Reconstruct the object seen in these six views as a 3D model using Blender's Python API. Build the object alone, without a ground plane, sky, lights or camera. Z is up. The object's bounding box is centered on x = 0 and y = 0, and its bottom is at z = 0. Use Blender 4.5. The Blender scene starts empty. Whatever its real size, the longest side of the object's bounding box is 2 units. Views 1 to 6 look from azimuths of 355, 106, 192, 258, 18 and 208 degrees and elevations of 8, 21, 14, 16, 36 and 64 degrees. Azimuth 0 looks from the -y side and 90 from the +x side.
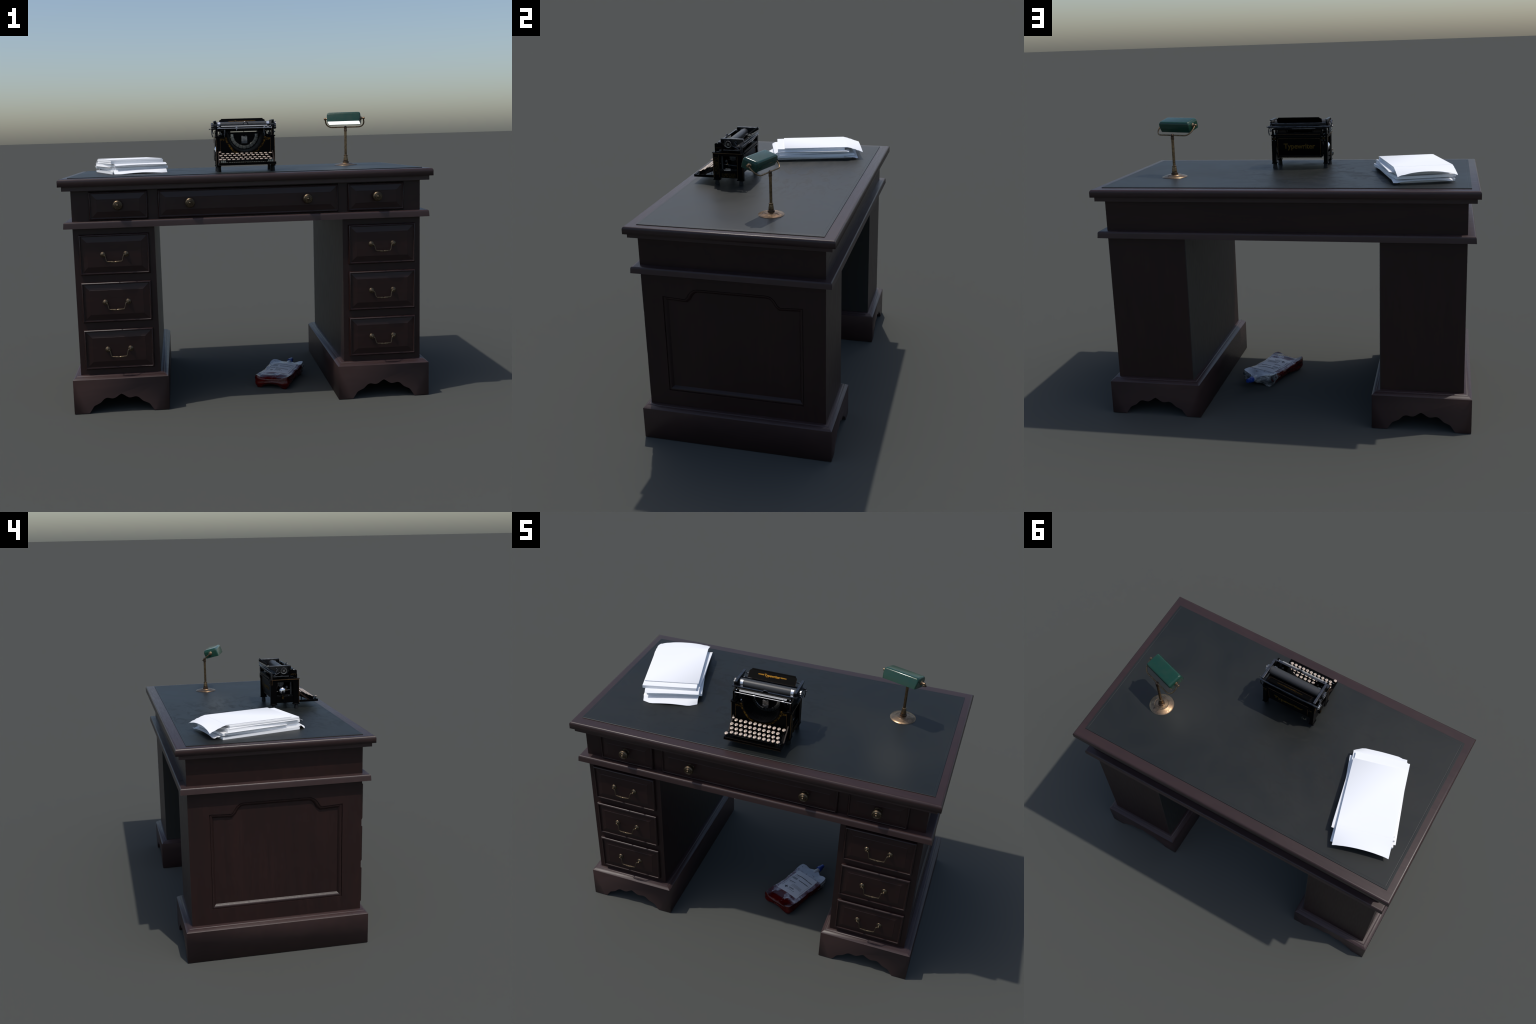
import bpy, bmesh, math, random
from math import sin, cos, pi, radians
from mathutils import Vector, Matrix
from mathutils.geometry import tessellate_polygon

rng = random.Random(7)
scene = bpy.context.scene
COL = scene.collection

# ------------------------------------------------------------------ materials
def material(name, base, rough=0.5, metal=0.0, spec=0.5, coat=0.0):
    m = bpy.data.materials.new(name)
    m.use_nodes = True
    b = m.node_tree.nodes["Principled BSDF"]
    b.inputs["Base Color"].default_value = (*base, 1)
    b.inputs["Roughness"].default_value = rough
    b.inputs["Metallic"].default_value = metal
    b.inputs["Specular IOR Level"].default_value = spec
    b.inputs["Coat Weight"].default_value = coat
    b.inputs["Coat Roughness"].default_value = 0.08
    return m

class Tree:
    def __init__(self, mat):
        self.t = mat.node_tree
        self.b = self.t.nodes["Principled BSDF"]
    def n(self, kind, **kw):
        node = self.t.nodes.new(kind)
        for k, v in kw.items():
            setattr(node, k, v)
        return node
    def link(self, a, b):
        self.t.links.new(a, b)
    def coords(self, scale=(1, 1, 1), loc=(0, 0, 0)):
        tc = self.n("ShaderNodeTexCoord")
        mp = self.n("ShaderNodeMapping")
        mp.inputs["Scale"].default_value = scale
        mp.inputs["Location"].default_value = loc
        self.link(tc.outputs["Object"], mp.inputs["Vector"])
        return mp.outputs["Vector"]
    def noise(self, vec, scale, detail=4, rough=0.55, dist=0.0):
        nz = self.n("ShaderNodeTexNoise")
        nz.inputs["Scale"].default_value = scale
        nz.inputs["Detail"].default_value = detail
        nz.inputs["Roughness"].default_value = rough
        nz.inputs["Distortion"].default_value = dist
        self.link(vec, nz.inputs["Vector"])
        return nz.outputs["Fac"]
    def ramp(self, fac, stops, interp='LINEAR'):
        r = self.n("ShaderNodeValToRGB")
        r.color_ramp.interpolation = interp
        els = r.color_ramp.elements
        while len(els) < len(stops):
            els.new(0.5)
        for e, (p, c) in zip(els, stops):
            e.position = p
            e.color = (*c, 1) if len(c) == 3 else c
        self.link(fac, r.inputs["Fac"])
        return r.outputs["Color"]
    def math(self, op, a, b=None, c=None):
        m = self.n("ShaderNodeMath", operation=op)
        for i, v in enumerate((a, b, c)):
            if v is None:
                continue
            if isinstance(v, (int, float)):
                m.inputs[i].default_value = v
            else:
                self.link(v, m.inputs[i])
        return m.outputs[0]
    def mix(self, fac, a, b, blend='MIX'):
        m = self.n("ShaderNodeMix", data_type='RGBA', blend_type=blend)
        for sock, v in ((m.inputs[0], fac), (m.inputs[6], a), (m.inputs[7], b)):
            if isinstance(v, (int, float)):
                sock.default_value = v
            elif isinstance(v, tuple):
                sock.default_value = (*v, 1)
            else:
                self.link(v, sock)
        return m.outputs[2]
    def maprange(self, v, a, b, c=0.0, d=1.0):
        m = self.n("ShaderNodeMapRange")
        for i, x in enumerate((a, b, c, d)):
            m.inputs[i + 1].default_value = x
        self.link(v, m.inputs[0])
        return m.outputs[0]
    def color(self, s):
        self.link(s, self.b.inputs["Base Color"])
    def roughness(self, s):
        self.link(s, self.b.inputs["Roughness"])
    def bump(self, h, strength=0.1, dist=0.001):
        bp = self.n("ShaderNodeBump")
        bp.inputs["Strength"].default_value = strength
        bp.inputs["Distance"].default_value = dist
        self.link(h, bp.inputs["Height"])
        self.link(bp.outputs["Normal"], self.b.inputs["Normal"])

def wood(name, stretch, dark, mid, light, rough=(0.31, 0.40), spec=0.33, grey_inner=False):
    m = material(name, (0.03, 0.015, 0.012), 0.4, 0, spec)
    t = Tree(m)
    v = t.coords(stretch)
    broad = t.noise(v, 1.0, 5, 0.6, 0.6)
    fine = t.noise(v, 7.0, 4, 0.6, 0.2)
    plain = t.noise(t.coords((1, 1, 1)), 3.2, 3, 0.5)
    k = t.math('ADD', t.math('MULTIPLY', broad, 0.65), t.math('MULTIPLY', fine, 0.35))
    c = t.ramp(k, [(0.32, dark),
                   (0.50, mid),
                   (0.70, light)])
    c = t.mix(t.math('MULTIPLY', t.maprange(plain, 0.40, 0.70), 0.5), c, tuple(0.8 * q for q in mid))
    if grey_inner:          # greyer tone on the faces that look into the knee hole, fading to the front
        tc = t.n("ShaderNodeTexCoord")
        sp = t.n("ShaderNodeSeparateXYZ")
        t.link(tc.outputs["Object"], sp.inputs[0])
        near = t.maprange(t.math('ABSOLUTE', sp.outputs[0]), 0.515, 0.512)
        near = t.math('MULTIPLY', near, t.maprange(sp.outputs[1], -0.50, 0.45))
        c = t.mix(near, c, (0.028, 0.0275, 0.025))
    t.color(c)
    t.roughness(t.maprange(fine, 0.3, 0.7, *rough))
    t.bump(fine, 0.012, 0.0004)
    return m

BODY = ((0.0170, 0.0086, 0.0080), (0.0225, 0.0100, 0.0088), (0.0300, 0.0122, 0.0102))
TRIM = ((0.0390, 0.0225, 0.0215), (0.0460, 0.0255, 0.0240), (0.0540, 0.0290, 0.0265))
WOOD_V = wood("mahogany_upright_grain", (16, 16, 1.6), *BODY, rough=(0.37, 0.46), grey_inner=True)
WOOD_X = wood("mahogany_lengthwise_grain", (1.6, 16, 16), *BODY)
WOOD_TOP = wood("mahogany_top_edge", (1.6, 16, 16), *(tuple(0.85 * q for q in c) for c in TRIM), spec=0.42)
WOOD_TRIM = wood("faded_mahogany_trim", (1.6, 16, 16), *TRIM, rough=(0.36, 0.46), spec=0.42)

def leather():
    m = material("green_black_leather", (0.013, 0.017, 0.017), 0.5, 0, 0.46)
    t = Tree(m)
    v = t.coords()
    cloud = t.noise(v, 2.2, 6, 0.62, 0.5)
    blot = t.noise(t.coords((9, 14, 9), (3, 1, 0)), 1.0, 5, 0.7, 1.2)
    grain = t.noise(v, 260, 2, 0.5)
    c = t.ramp(cloud, [(0.36, (0.0072, 0.0095, 0.0090)), (0.64, (0.0125, 0.0140, 0.0122))])
    # worn, darker scuffs concentrated around the middle left of the top
    tc = t.n("ShaderNodeTexCoord")
    d = t.n("ShaderNodeVectorMath", operation='DISTANCE')
    t.link(tc.outputs["Object"], d.inputs[0])
    d.inputs[1].default_value = (-0.25, 0.0, 1.274)
    near = t.maprange(d.outputs["Value"], 0.15, 0.75, 1.0, 0.0)
    scuff = t.math('MULTIPLY', near, t.maprange(blot, 0.50, 0.60))
    c = t.mix(t.math('MULTIPLY', scuff, 0.75), c, (0.0035, 0.0045, 0.0038))
    t.color(c)
    r = t.maprange(cloud, 0.3, 0.7, 0.41, 0.49)
    t.roughness(t.math('ADD', r, t.math('MULTIPLY', scuff, 0.12)))
    t.bump(grain, 0.10, 0.0005)
    return m
LEATHER = leather()

def metal(name, bright, dark, rough, scale, lo=0.42, hi=0.62, spot=None):
    m = material(name, bright, rough, 1.0)
    t = Tree(m)
    v = t.coords()
    f = t.noise(v, scale, 5, 0.65, 0.4)
    c = t.mix(t.maprange(f, lo, hi), bright, dark)
    if spot:
        g = t.noise(t.coords((1, 1, 1), (5, 2, 1)), scale * 2.3, 4, 0.7)
        c = t.mix(t.maprange(g, 0.60, 0.68), c, spot)
    t.color(c)
    t.roughness(t.maprange(f, 0.3, 0.7, rough - 0.07, rough + 0.16))
    t.bump(f, 0.06, 0.0006)
    return m
BRASS = metal("aged_brass", (0.165, 0.124, 0.080), (0.072, 0.055, 0.037), 0.38, 60)
LAMP_COPPER = metal("worn_copper_brass", (0.37, 0.245, 0.145), (0.20, 0.135, 0.085), 0.33, 26, spot=(0.055, 0.035, 0.025))
LAMP_BRASS = metal("stained_brass_tube", (0.28, 0.190, 0.105), (0.14, 0.095, 0.055), 0.36, 70, spot=(0.05, 0.035, 0.02))
LAMP_DARK = metal("blackened_brass", (0.15, 0.10, 0.065), (0.07, 0.048, 0.035), 0.4, 60)

def green_glass():
    m = material("green_enamel_glass", (0.010, 0.052, 0.034), 0.15, 0, 0.42, 0.0)
    t = Tree(m)
    f = t.noise(t.coords(), 30, 5, 0.7)
    t.color(t.mix(t.maprange(f, 0.42, 0.7), (0.0090, 0.052, 0.034), (0.018, 0.054, 0.036)))
    t.roughness(t.maprange(f, 0.35, 0.7, 0.13, 0.24))
    return m
GREEN = green_glass()

GLOW = material("lit_lamp_panel", (0.9, 0.9, 0.88), 0.5)
GLOW.node_tree.nodes["Principled BSDF"].inputs["Emission Color"].default_value = (1, 0.99, 0.96, 1)
GLOW.node_tree.nodes["Principled BSDF"].inputs["Emission Strength"].default_value = 1.6

def paper():
    m = material("white_paper", (0.88, 0.88, 0.89), 0.75, 0, 0.25)
    t = Tree(m)
    f = t.noise(t.coords((2, 2, 2)), 2.0, 3)
    t.color(t.mix(f, (0.93, 0.935, 0.945), (0.955, 0.955, 0.955)))
    return m
PAPER = paper()

BLACK = material("black_japan_enamel", (0.0010, 0.0010, 0.0011), 0.34, 0, 0.06)
BLACK_SATIN = material("black_satin_iron", (0.0018, 0.0018, 0.0020), 0.42, 0, 0.09)
ARM = material("black_gloss_arm", (0.006, 0.006, 0.0065), 0.3, 0, 0.5)
MATT_BLACK = material("worn_black_enamel", (0.0022, 0.0021, 0.0021), 0.5, 0, 0.02)
RUBBER = material("black_rubber", (0.007, 0.0075, 0.008), 0.6, 0, 0.3)
WORKS = metal("dim_steel_works", (0.075, 0.077, 0.078), (0.04, 0.041, 0.042), 0.45, 70)
KNURL = metal("darkened_nickel", (0.30, 0.29, 0.285), (0.15, 0.145, 0.14), 0.28, 60)
PLATEN = material("grey_rubber_roller", (0.042, 0.042, 0.042), 0.42)
STEEL_DARK = metal("blued_steel", (0.125, 0.127, 0.135), (0.065, 0.066, 0.072), 0.34, 50)
STEEL = metal("nickel_plate", (0.52, 0.52, 0.53), (0.36, 0.36, 0.37), 0.26, 60)
FINGER = material("brushed_nickel", (0.78, 0.78, 0.80), 0.34, 1.0)
CHROME = material("chrome", (0.80, 0.80, 0.82), 0.13, 1.0)
SEGMENT = metal("dull_grey_steel", (0.42, 0.425, 0.41), (0.30, 0.305, 0.295), 0.22, 90)
RULE = material("pale_scale_strip", (0.36, 0.36, 0.36), 0.4)
GOLD = material("gold_leaf", (0.30, 0.165, 0.028), 0.45, 0.15)
GOLD_BRIGHT = material("polished_gold_lettering", (0.125, 0.062, 0.009), 0.5, 1.0)
GOLD_DIM = material("worn_gold_line", (0.105, 0.052, 0.013), 0.5, 0.1)
GOLD_OLD = material("faded_gold_lettering", (0.078, 0.045, 0.007), 0.5, 0, 0.1)
GOLD_FAINT = material("rubbed_gold_line", (0.030, 0.015, 0.005), 0.5, 0, 0.2)
BROWN_STEEL = material("browned_steel", (0.018, 0.0098, 0.0062), 0.5, 0, 0.2)
CREAM = material("cream_key_top", (0.56, 0.445, 0.36), 0.25, 0, 0.5, 0.4)
KEY_RING = metal("nickel_key_ring", (0.40, 0.33, 0.26), (0.24, 0.19, 0.15), 0.35, 80)
INK = material("dark_key_legend", (0.10, 0.075, 0.06), 0.5)

def front_plate_enamel():
    """Black enamel with worn gold scroll-work following the U opening."""
    m = material("black_enamel_gold_scroll", (0.0011, 0.0011, 0.0012), 0.4, 0, 0.05)
    t = Tree(m)
    tc = t.n("ShaderNodeTexCoord")
    sep = t.n("ShaderNodeSeparateXYZ")
    t.link(tc.outputs["Object"], sep.inputs[0])
    x, z = sep.outputs[0], sep.outputs[2]
    zc = t.math('SUBTRACT', z, 0.203)
    r = t.math('SQRT', t.math('ADD', t.math('MULTIPLY', x, x), t.math('MULTIPLY', zc, zc)))
    leafy = t.noise(t.coords(), 115, 4, 0.7, 1.6)
    big = t.noise(t.coords((1, 1, 1), (2.2, 0, 0.4)), 26, 2, 0.5)
    wob = t.math('MULTIPLY', t.math('SUBTRACT', big, 0.5), 0.016)
    rr = t.math('ADD', r, wob)
    band = t.math('MULTIPLY', t.maprange(rr, 0.1035, 0.105), t.maprange(rr, 0.1120, 0.1155, 1.0, 0.0))
    ax = t.math('ABSOLUTE', x)
    top = t.math('MULTIPLY', t.maprange(z, 0.170, 0.173), t.maprange(z, 0.181, 0.184, 1.0, 0.0))
    top = t.math('MULTIPLY', top, t.math('MULTIPLY', t.maprange(ax, 0.100, 0.104), t.maprange(ax, 0.132, 0.138, 1.0, 0.0)))
    mask = t.math('MAXIMUM', band, top)
    mask = t.math('MULTIPLY', mask, t.maprange(leafy, 0.48, 0.58))
    t.color(t.mix(mask, (0.0014, 0.0014, 0.0015), (0.150, 0.078, 0.011)))
    return m
FRONT_PLATE = front_plate_enamel()

def gold_panel():
    m = material("black_enamel_faded_gold", (0.0011, 0.0011, 0.0012), 0.4, 0, 0.06)
    t = Tree(m)
    f = t.noise(t.coords(), 130, 4, 0.7, 1.5)
    t.color(t.mix(t.math('MULTIPLY', t.maprange(f, 0.48, 0.60), 0.8), (0.0015, 0.0015, 0.0015), (0.075, 0.044, 0.009)))
    return m
SCROLL = gold_panel()

def bag_skin():
    """Clear film over dark red liquid: red low and at the foot, greyish film by the neck."""
    m = material("clear_pouch_red_liquid", (0.12, 0.002, 0.002), 0.18, 0, 0.35, 0.0)
    t = Tree(m)
    tc = t.n("ShaderNodeTexCoord")
    sep = t.n("ShaderNodeSeparateXYZ")
    t.link(tc.outputs["Object"], sep.inputs[0])
    v, z = sep.outputs[1], sep.outputs[2]
    crumple = t.noise(t.coords((1.0, 1.0, 1.6)), 19, 4, 0.62, 0.9)
    crease = t.noise(t.coords((0.6, 1.6, 1.0), (1, 3, 0)), 11, 2, 0.5, 0.2)
    red = t.ramp(crease, [(0.3, (0.035, 0.0006, 0.0006)), (0.6, (0.085, 0.0010, 0.0010))])
    film = t.ramp(crumple, [(0.35, (0.11, 0.045, 0.055)), (0.52, (0.26, 0.22, 0.26)), (0.66, (0.50, 0.50, 0.52))])
    clear = t.ramp(crumple, [(0.38, (0.055, 0.058, 0.06)), (0.52, (0.16, 0.165, 0.17)), (0.66, (0.46, 0.46, 0.45))])
    geo = t.n("ShaderNodeNewGeometry")
    sn = t.n("ShaderNodeSeparateXYZ")
    t.link(geo.outputs["Normal"], sn.inputs[0])
    up = t.maprange(sn.outputs[2], 0.55, 0.80)
    shift = t.math('MULTIPLY', t.math('SUBTRACT', crumple, 0.5), 0.30)
    foot = t.maprange(t.math('ADD', v, shift), -0.122, -0.106)
    topcol = t.mix(foot, red, film)
    near_neck = t.maprange(t.math('ADD', v, shift), 0.095, 0.125)
    sidecol = t.mix(near_neck, red, clear)
    neck_top = t.mix(near_neck, topcol, (0.42, 0.45, 0.50))
    t.color(t.mix(up, sidecol, neck_top))
    t.roughness(t.maprange(crumple, 0.3, 0.7, 0.12, 0.34))
    t.bump(crumple, 0.5, 0.006)
    return m
BAG = bag_skin()
LABEL = material("pale_label", (0.60, 0.60, 0.62), 0.55)
LABEL_INK = material("label_print", (0.05, 0.055, 0.06), 0.6)
LABEL_GREY = material("label_grey_print", (0.26, 0.27, 0.28), 0.6)
BLUE = material("blue_plastic_cap", (0.008, 0.045, 0.26), 0.35)
CLEAR = material("cloudy_plastic_neck", (0.42, 0.43, 0.44), 0.2)

# ------------------------------------------------------------------ geometry
class Shape:
    """Collects pieces (world metres) and turns them into one mesh object."""
    def __init__(self):
        self.v, self.f, self.m = [], [], []
    def add(self, verts, faces, mat=0):
        o = len(self.v)
        self.v += [tuple(p) for p in verts]
        self.f += [tuple(i + o for i in f) for f in faces]
        self.m += [mat] * len(faces)
        return self
    def box(self, x0, x1, y0, y1, z0, z1, mat=0, mtx=None):
        v = [Vector((x, y, z)) for z in (z0, z1) for y in (y0, y1) for x in (x0, x1)]
        if mtx:
            v = [mtx @ p for p in v]
        return self.add(v, [(0, 2, 3, 1), (4, 5, 7, 6), (0, 1, 5, 4), (2, 6, 7, 3), (0, 4, 6, 2), (1, 3, 7, 5)], mat)
    def loft(self, rings, mat=0, cap0=True, cap1=True, closed=True):
        n = len(rings[0])
        verts = [p for r in rings for p in r]
        faces = []
        for i in range(len(rings) - 1):
            for j in range(n if closed else n - 1):
                k = (j + 1) % n
                faces.append((i * n + j, i * n + k, (i + 1) * n + k, (i + 1) * n + j))
        if cap0:
            faces.append(tuple(range(n - 1, -1, -1)))
        if cap1:
            faces.append(tuple(range((len(rings) - 1) * n, len(rings) * n)))
        return self.add(verts, faces, mat)
    def rects(self, cx, cy, prof, mat=0, cap0=True, cap1=True):
        """Stack of centred rectangles: (half x, half y, z)."""
        rings = [[(cx - a, cy - b, z), (cx + a, cy - b, z), (cx + a, cy + b, z), (cx - a, cy + b, z)] for a, b, z in prof]
        return self.loft(rings, mat, cap0, cap1)
    def lathe(self, prof, origin, axis=(0, 0, 1), n=24, mat=0):
        ax = Vector(axis).normalized()
        a = ax.orthogonal().normalized()
        b = ax.cross(a)
        o = Vector(origin)
        rings = []
        for r, h in prof:
            r = max(r, 1e-5)
            rings.append([o + ax * h + (a * cos(2 * pi * j / n) + b * sin(2 * pi * j / n)) * r for j in range(n)])
        return self.loft(rings, mat)
    def rod(self, p0, p1, r, r1=None, n=12, mat=0):
        p0, p1 = Vector(p0), Vector(p1)
        return self.lathe([(r, 0), (r1 if r1 is not None else r, (p1 - p0).length)], p0, p1 - p0, n, mat)
    def ball(self, c, r, n=16, mat=0, squash=1.0, axis=(0, 0, 1)):
        k = max(6, n // 2)
        prof = [(r * sin(pi * i / k), -r * squash * cos(pi * i / k)) for i in range(k + 1)]
        return self.lathe(prof, c, axis, n, mat)
    def tube(self, pts, radius, n=10, mat=0):
        pts = [Vector(p) for p in pts]
        rad = radius if isinstance(radius, list) else [radius] * len(pts)
        t0 = (pts[1] - pts[0]).normalized()
        nrm = t0.orthogonal().normalized()
        rings = []
        for i, p in enumerate(pts):
            t = (pts[min(i + 1, len(pts) - 1)] - pts[max(i - 1, 0)]).normalized()
            nrm = (nrm - t * nrm.dot(t)).normalized()
            b = t.cross(nrm)
            rings.append([p + (nrm * cos(2 * pi * j / n) + b * sin(2 * pi * j / n)) * rad[i] for j in range(n)])
        return self.loft(rings, mat)
    def prism(self, outline, place, d0, d1, mat=0, hole=None):
        """Flat outline (a, b) lifted by place(a, b, depth), with an optional hole."""
        loops = [outline] + ([hole] if hole else [])
        flat = [p for l in loops for p in l]
        tris = tessellate_polygon([[Vector((a, b, 0)) for a, b in l] for l in loops])
        n = len(flat)
        verts = [place(a, b, d0) for a, b in flat] + [place(a, b, d1) for a, b in flat]
        faces = [tuple(t) for t in tris] + [tuple(i + n for i in reversed(t)) for t in tris]
        s = 0
        for l in loops:
            for j in range(len(l)):
                k = (j + 1) % len(l)
                faces.append((s + j, s + k, s + k + n, s + j + n))
            s += len(l)
        return self.add(verts, faces, mat)
    def mesh(self, name, mats, origin=(0, 0, 0), angle=35, merge=1e-5):
        o = Vector(origin)
        me = bpy.data.meshes.new(name)
        me.from_pydata([Vector(p) - o for p in self.v], [], self.f)
        for mt in mats:
            me.materials.append(mt)
        me.polygons.foreach_set("material_index", self.m)
        bm = bmesh.new()
        bm.from_mesh(me)
        if merge:
            bmesh.ops.remove_doubles(bm, verts=bm.verts, dist=merge)
        bmesh.ops.recalc_face_normals(bm, faces=bm.faces)
        bm.to_mesh(me)
        bm.free()
        me.shade_smooth()
        me.set_sharp_from_angle(angle=radians(angle))
        return me

def thing(name, loc, label, category):
    e = bpy.data.objects.new(name, None)
    e.location = loc
    e.empty_display_size = 0.1
    COL.objects.link(e)
    e["label"], e["category"] = label, category
    return e

def place(name, me, parent, at=None):
    """Object whose mesh is relative to `at` (world); default: the thing's base."""
    ob = bpy.data.objects.new(name, me)
    COL.objects.link(ob)
    ob.parent = parent
    base = WORLD[parent.name]
    at = Vector(at) if at is not None else base
    ob.location = at - base
    WORLD[ob.name] = at
    return ob
WORLD = {}
def root(name, loc, label, category):
    e = thing(name, loc, label, category)
    WORLD[e.name] = Vector(loc)
    return e
def part(name, shape, mats, parent, bevel=0.0, angle=35, merge=1e-5, seg=2):
    base = WORLD[parent.name]
    ob = place(name, shape.mesh(name, mats, base, angle, merge), parent)
    if bevel:
        md = ob.modifiers.new("rounded_edges", 'BEVEL')
        md.width, md.segments, md.limit_method, md.angle_limit = bevel, seg, 'ANGLE', radians(40)
    return ob

def soften(ob, test):
    """Let shading run smoothly over the edges picked by test(midpoint, direction)."""
    me = ob.data
    sharp = me.attributes.get("sharp_edge") or me.attributes.new("sharp_edge", 'BOOLEAN', 'EDGE')
    for e in me.edges:
        a, b = (me.vertices[i].co for i in e.vertices)
        if test((a + b) / 2, (b - a).normalized()):
            sharp.data[e.index].value = False

def lettering(text, size, depth, mtx, bold=0.0, align='CENTER'):
    """Extruded built-in-font text as (verts, faces), placed by mtx."""
    cu = bpy.data.curves.new("lettering", 'FONT')
    cu.body, cu.size, cu.extrude, cu.align_x, cu.align_y = text, size, depth, align, 'CENTER'
    cu.offset = bold
    cu.resolution_u = 3
    ob = bpy.data.objects.new("lettering", cu)
    COL.objects.link(ob)
    dg = bpy.context.evaluated_depsgraph_get()
    me = bpy.data.meshes.new_from_object(ob.evaluated_get(dg))
    v = [mtx @ p.co for p in me.vertices]
    f = [tuple(p.vertices) for p in me.polygons]
    bpy.data.objects.remove(ob)
    bpy.data.curves.remove(cu)
    bpy.data.meshes.remove(me)
    return v, f

def axes(o, x, y, z):
    return Matrix(((x[0], y[0], z[0], o[0]), (x[1], y[1], z[1], o[1]), (x[2], y[2], z[2], o[2]), (0, 0, 0, 1)))

def rounding(r, n=5):
    """Quarter round, from vertical side to flat top: list of (inset, drop)."""
    return [(r * (1 - cos(a)), r * (1 - sin(a))) for a in [pi / 2 * i / n for i in range(n + 1)]]

# ================================================================== the desk
YC = 0.007
desk = root("wooden_desk", (0, YC, 0), "dark mahogany pedestal desk with green leather top and brass pulls", "desk")

# table top: thick board with a rounded upper edge on a thinner stepped moulding
s = Shape()
s.rects(0, YC, [(0.982, 0.542, 1.2060), (0.982, 0.542, 1.2296)])
prof = [(1.0, 0.560, 1.2294)]
for i, d in rounding(0.0135):
    prof.append((1.0 - i, 0.560 - i, 1.2700 - d))
s.rects(0, YC, prof)
top = part("tabletop", s, [WOOD_TOP], desk)
soften(top, lambda p, d: abs(p.z - 1.2294) < 0.0001)
lx, ly, lz = 0.955, 0.497, 1.2738
s = Shape()
s.rects(0, YC, [(lx, ly, 1.2698), (lx, ly, lz - 0.0006), (lx - 0.0010, ly - 0.0010, lz), (lx - 0.012, ly - 0.012, lz),
                (lx - 0.0132, ly - 0.0132, lz - 0.0003), (lx - 0.0150, ly - 0.0150, lz - 0.0003), (lx - 0.0162, ly - 0.0162, lz)])
part("leather_inlay", s, [LEATHER], top, angle=12)

# apron box and the waist moulding under it
s = Shape()
s.rects(0, YC, [(0.941, 0.502, 1.0425), (0.941, 0.502, 1.2062)])
apron = part("apron", s, [WOOD_X], desk)
s = Shape()
prof = [(0.984, 0.541, 1.0072)]
for i, d in rounding(0.0105):
    prof.append((0.982 - i, 0.540 - i, 1.0432 - d))
s.rects(0, YC, prof)
part("waist_molding", s, [WOOD_TRIM], desk)

# pedestals with a stepped-arch recessed panel on the outer side
def inset_loop(loop, d):
    n, out = len(loop), []
    for i in range(n):
        a, b, c = (Vector(loop[(i + k) % n]) for k in (-1, 0, 1))
        t1, t2 = (b - a).normalized(), (c - b).normalized()
        n1, n2 = Vector((-t1.y, t1.x)), Vector((-t2.y, t2.x))
        k = n1 + n2
        out.append(tuple(b + k * (d / max(0.35, k.dot(n1)))))
    return out

def panel_outline():
    half, zb, zs, zt = 0.385, 0.2985, 0.864, 0.9260
    right = [(half, zb), (half, 0.871), (0.2575, 0.866)]
    for i in range(1, 7):                       # concave shoulder sweeping up to the raised top
        a = pi / 2 * i / 7
        right.append((0.2575 - 0.058 * sin(a) * 1.02, 0.866 + 0.060 * (1 - cos(a)) ** 0.75 if i < 7 else zt))
    right.append((0.197, zt))
    left = [(-y, z) for y, z in reversed(right)]
    return right + left

def shoulder_outline():
    half = 0.385
    right = [(half, 0.2985), (half, 0.871), (0.262, 0.8645), (0.250, 0.875), (0.242, 0.890), (0.233, 0.903), (0.221, 0.9145), (0.207, 0.9230), (0.190, 0.9265)]
    return right + [(-y, z) for y, z in reversed(right)]

PX0, PX1, PZ0, PZ1 = 0.510, 0.941, 0.203, 1.0076
PY0, PY1 = YC - 0.5015, YC + 0.5015
def pedestal(side):
    s = Shape()
    X = lambda d: side * (PX1 - d)
    outer = [(PY1, PZ0), (PY1, PZ1), (PY0, PZ1), (PY0, PZ0)]
    loop = [(y + 0.0055, z) for y, z in shoulder_outline()]
    steps = [(0.0, 0.0), (0.0008, 0.0065), (0.0046, 0.0065), (0.0056, 0.0030), (0.0090, 0.0034), (0.0130, 0.0053), (0.0170, 0.0084), (0.0210, 0.0129), (0.0235, 0.0166), (0.0250, 0.0178)]
    loops = [[(X(dep), y, z) for y, z in inset_loop(loop, ins)] for ins, dep in steps]
    n = len(loop)
    verts = [(X(0), y, z) for y, z in outer]
    tris = tessellate_polygon([[Vector((y, z, 0)) for y, z in outer], [Vector((y, z, 0)) for y, z in loop]])
    s.add(verts + loops[0], [tuple(t) for t in tris])
    s.loft(loops, 0, False, True)
    xi = side * PX0
    xo = side * PX1
    c = [(xi, PY0, PZ0), (xi, PY1, PZ0), (xi, PY1, PZ1), (xi, PY0, PZ1), (xo, PY0, PZ0), (xo, PY1, PZ0), (xo, PY1, PZ1), (xo, PY0, PZ1)]
    s.add(c, [(0, 1, 2, 3), (1, 5, 6, 2), (3, 2, 6, 7), (0, 4, 5, 1)])
    xa, xb = sorted((side * 0.541, side * 0.910))
    xl, xr = sorted((xi, xo))
    s.add([(xl, PY0, PZ0), (xr, PY0, PZ0), (xr, PY0, PZ1), (xl, PY0, PZ1), (xa, PY0, 0.236), (xb, PY0, 0.236), (xb, PY0, 0.973), (xa, PY0, 0.973)],
          [(0, 1, 5, 4), (1, 2, 6, 5), (2, 3, 7, 6), (3, 0, 4, 7), (4, 5, 6, 7)])
    return part("pedestal", s, [WOOD_V], desk, angle=28)
for sd in (-1, 1):
    pedestal(sd)

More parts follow.
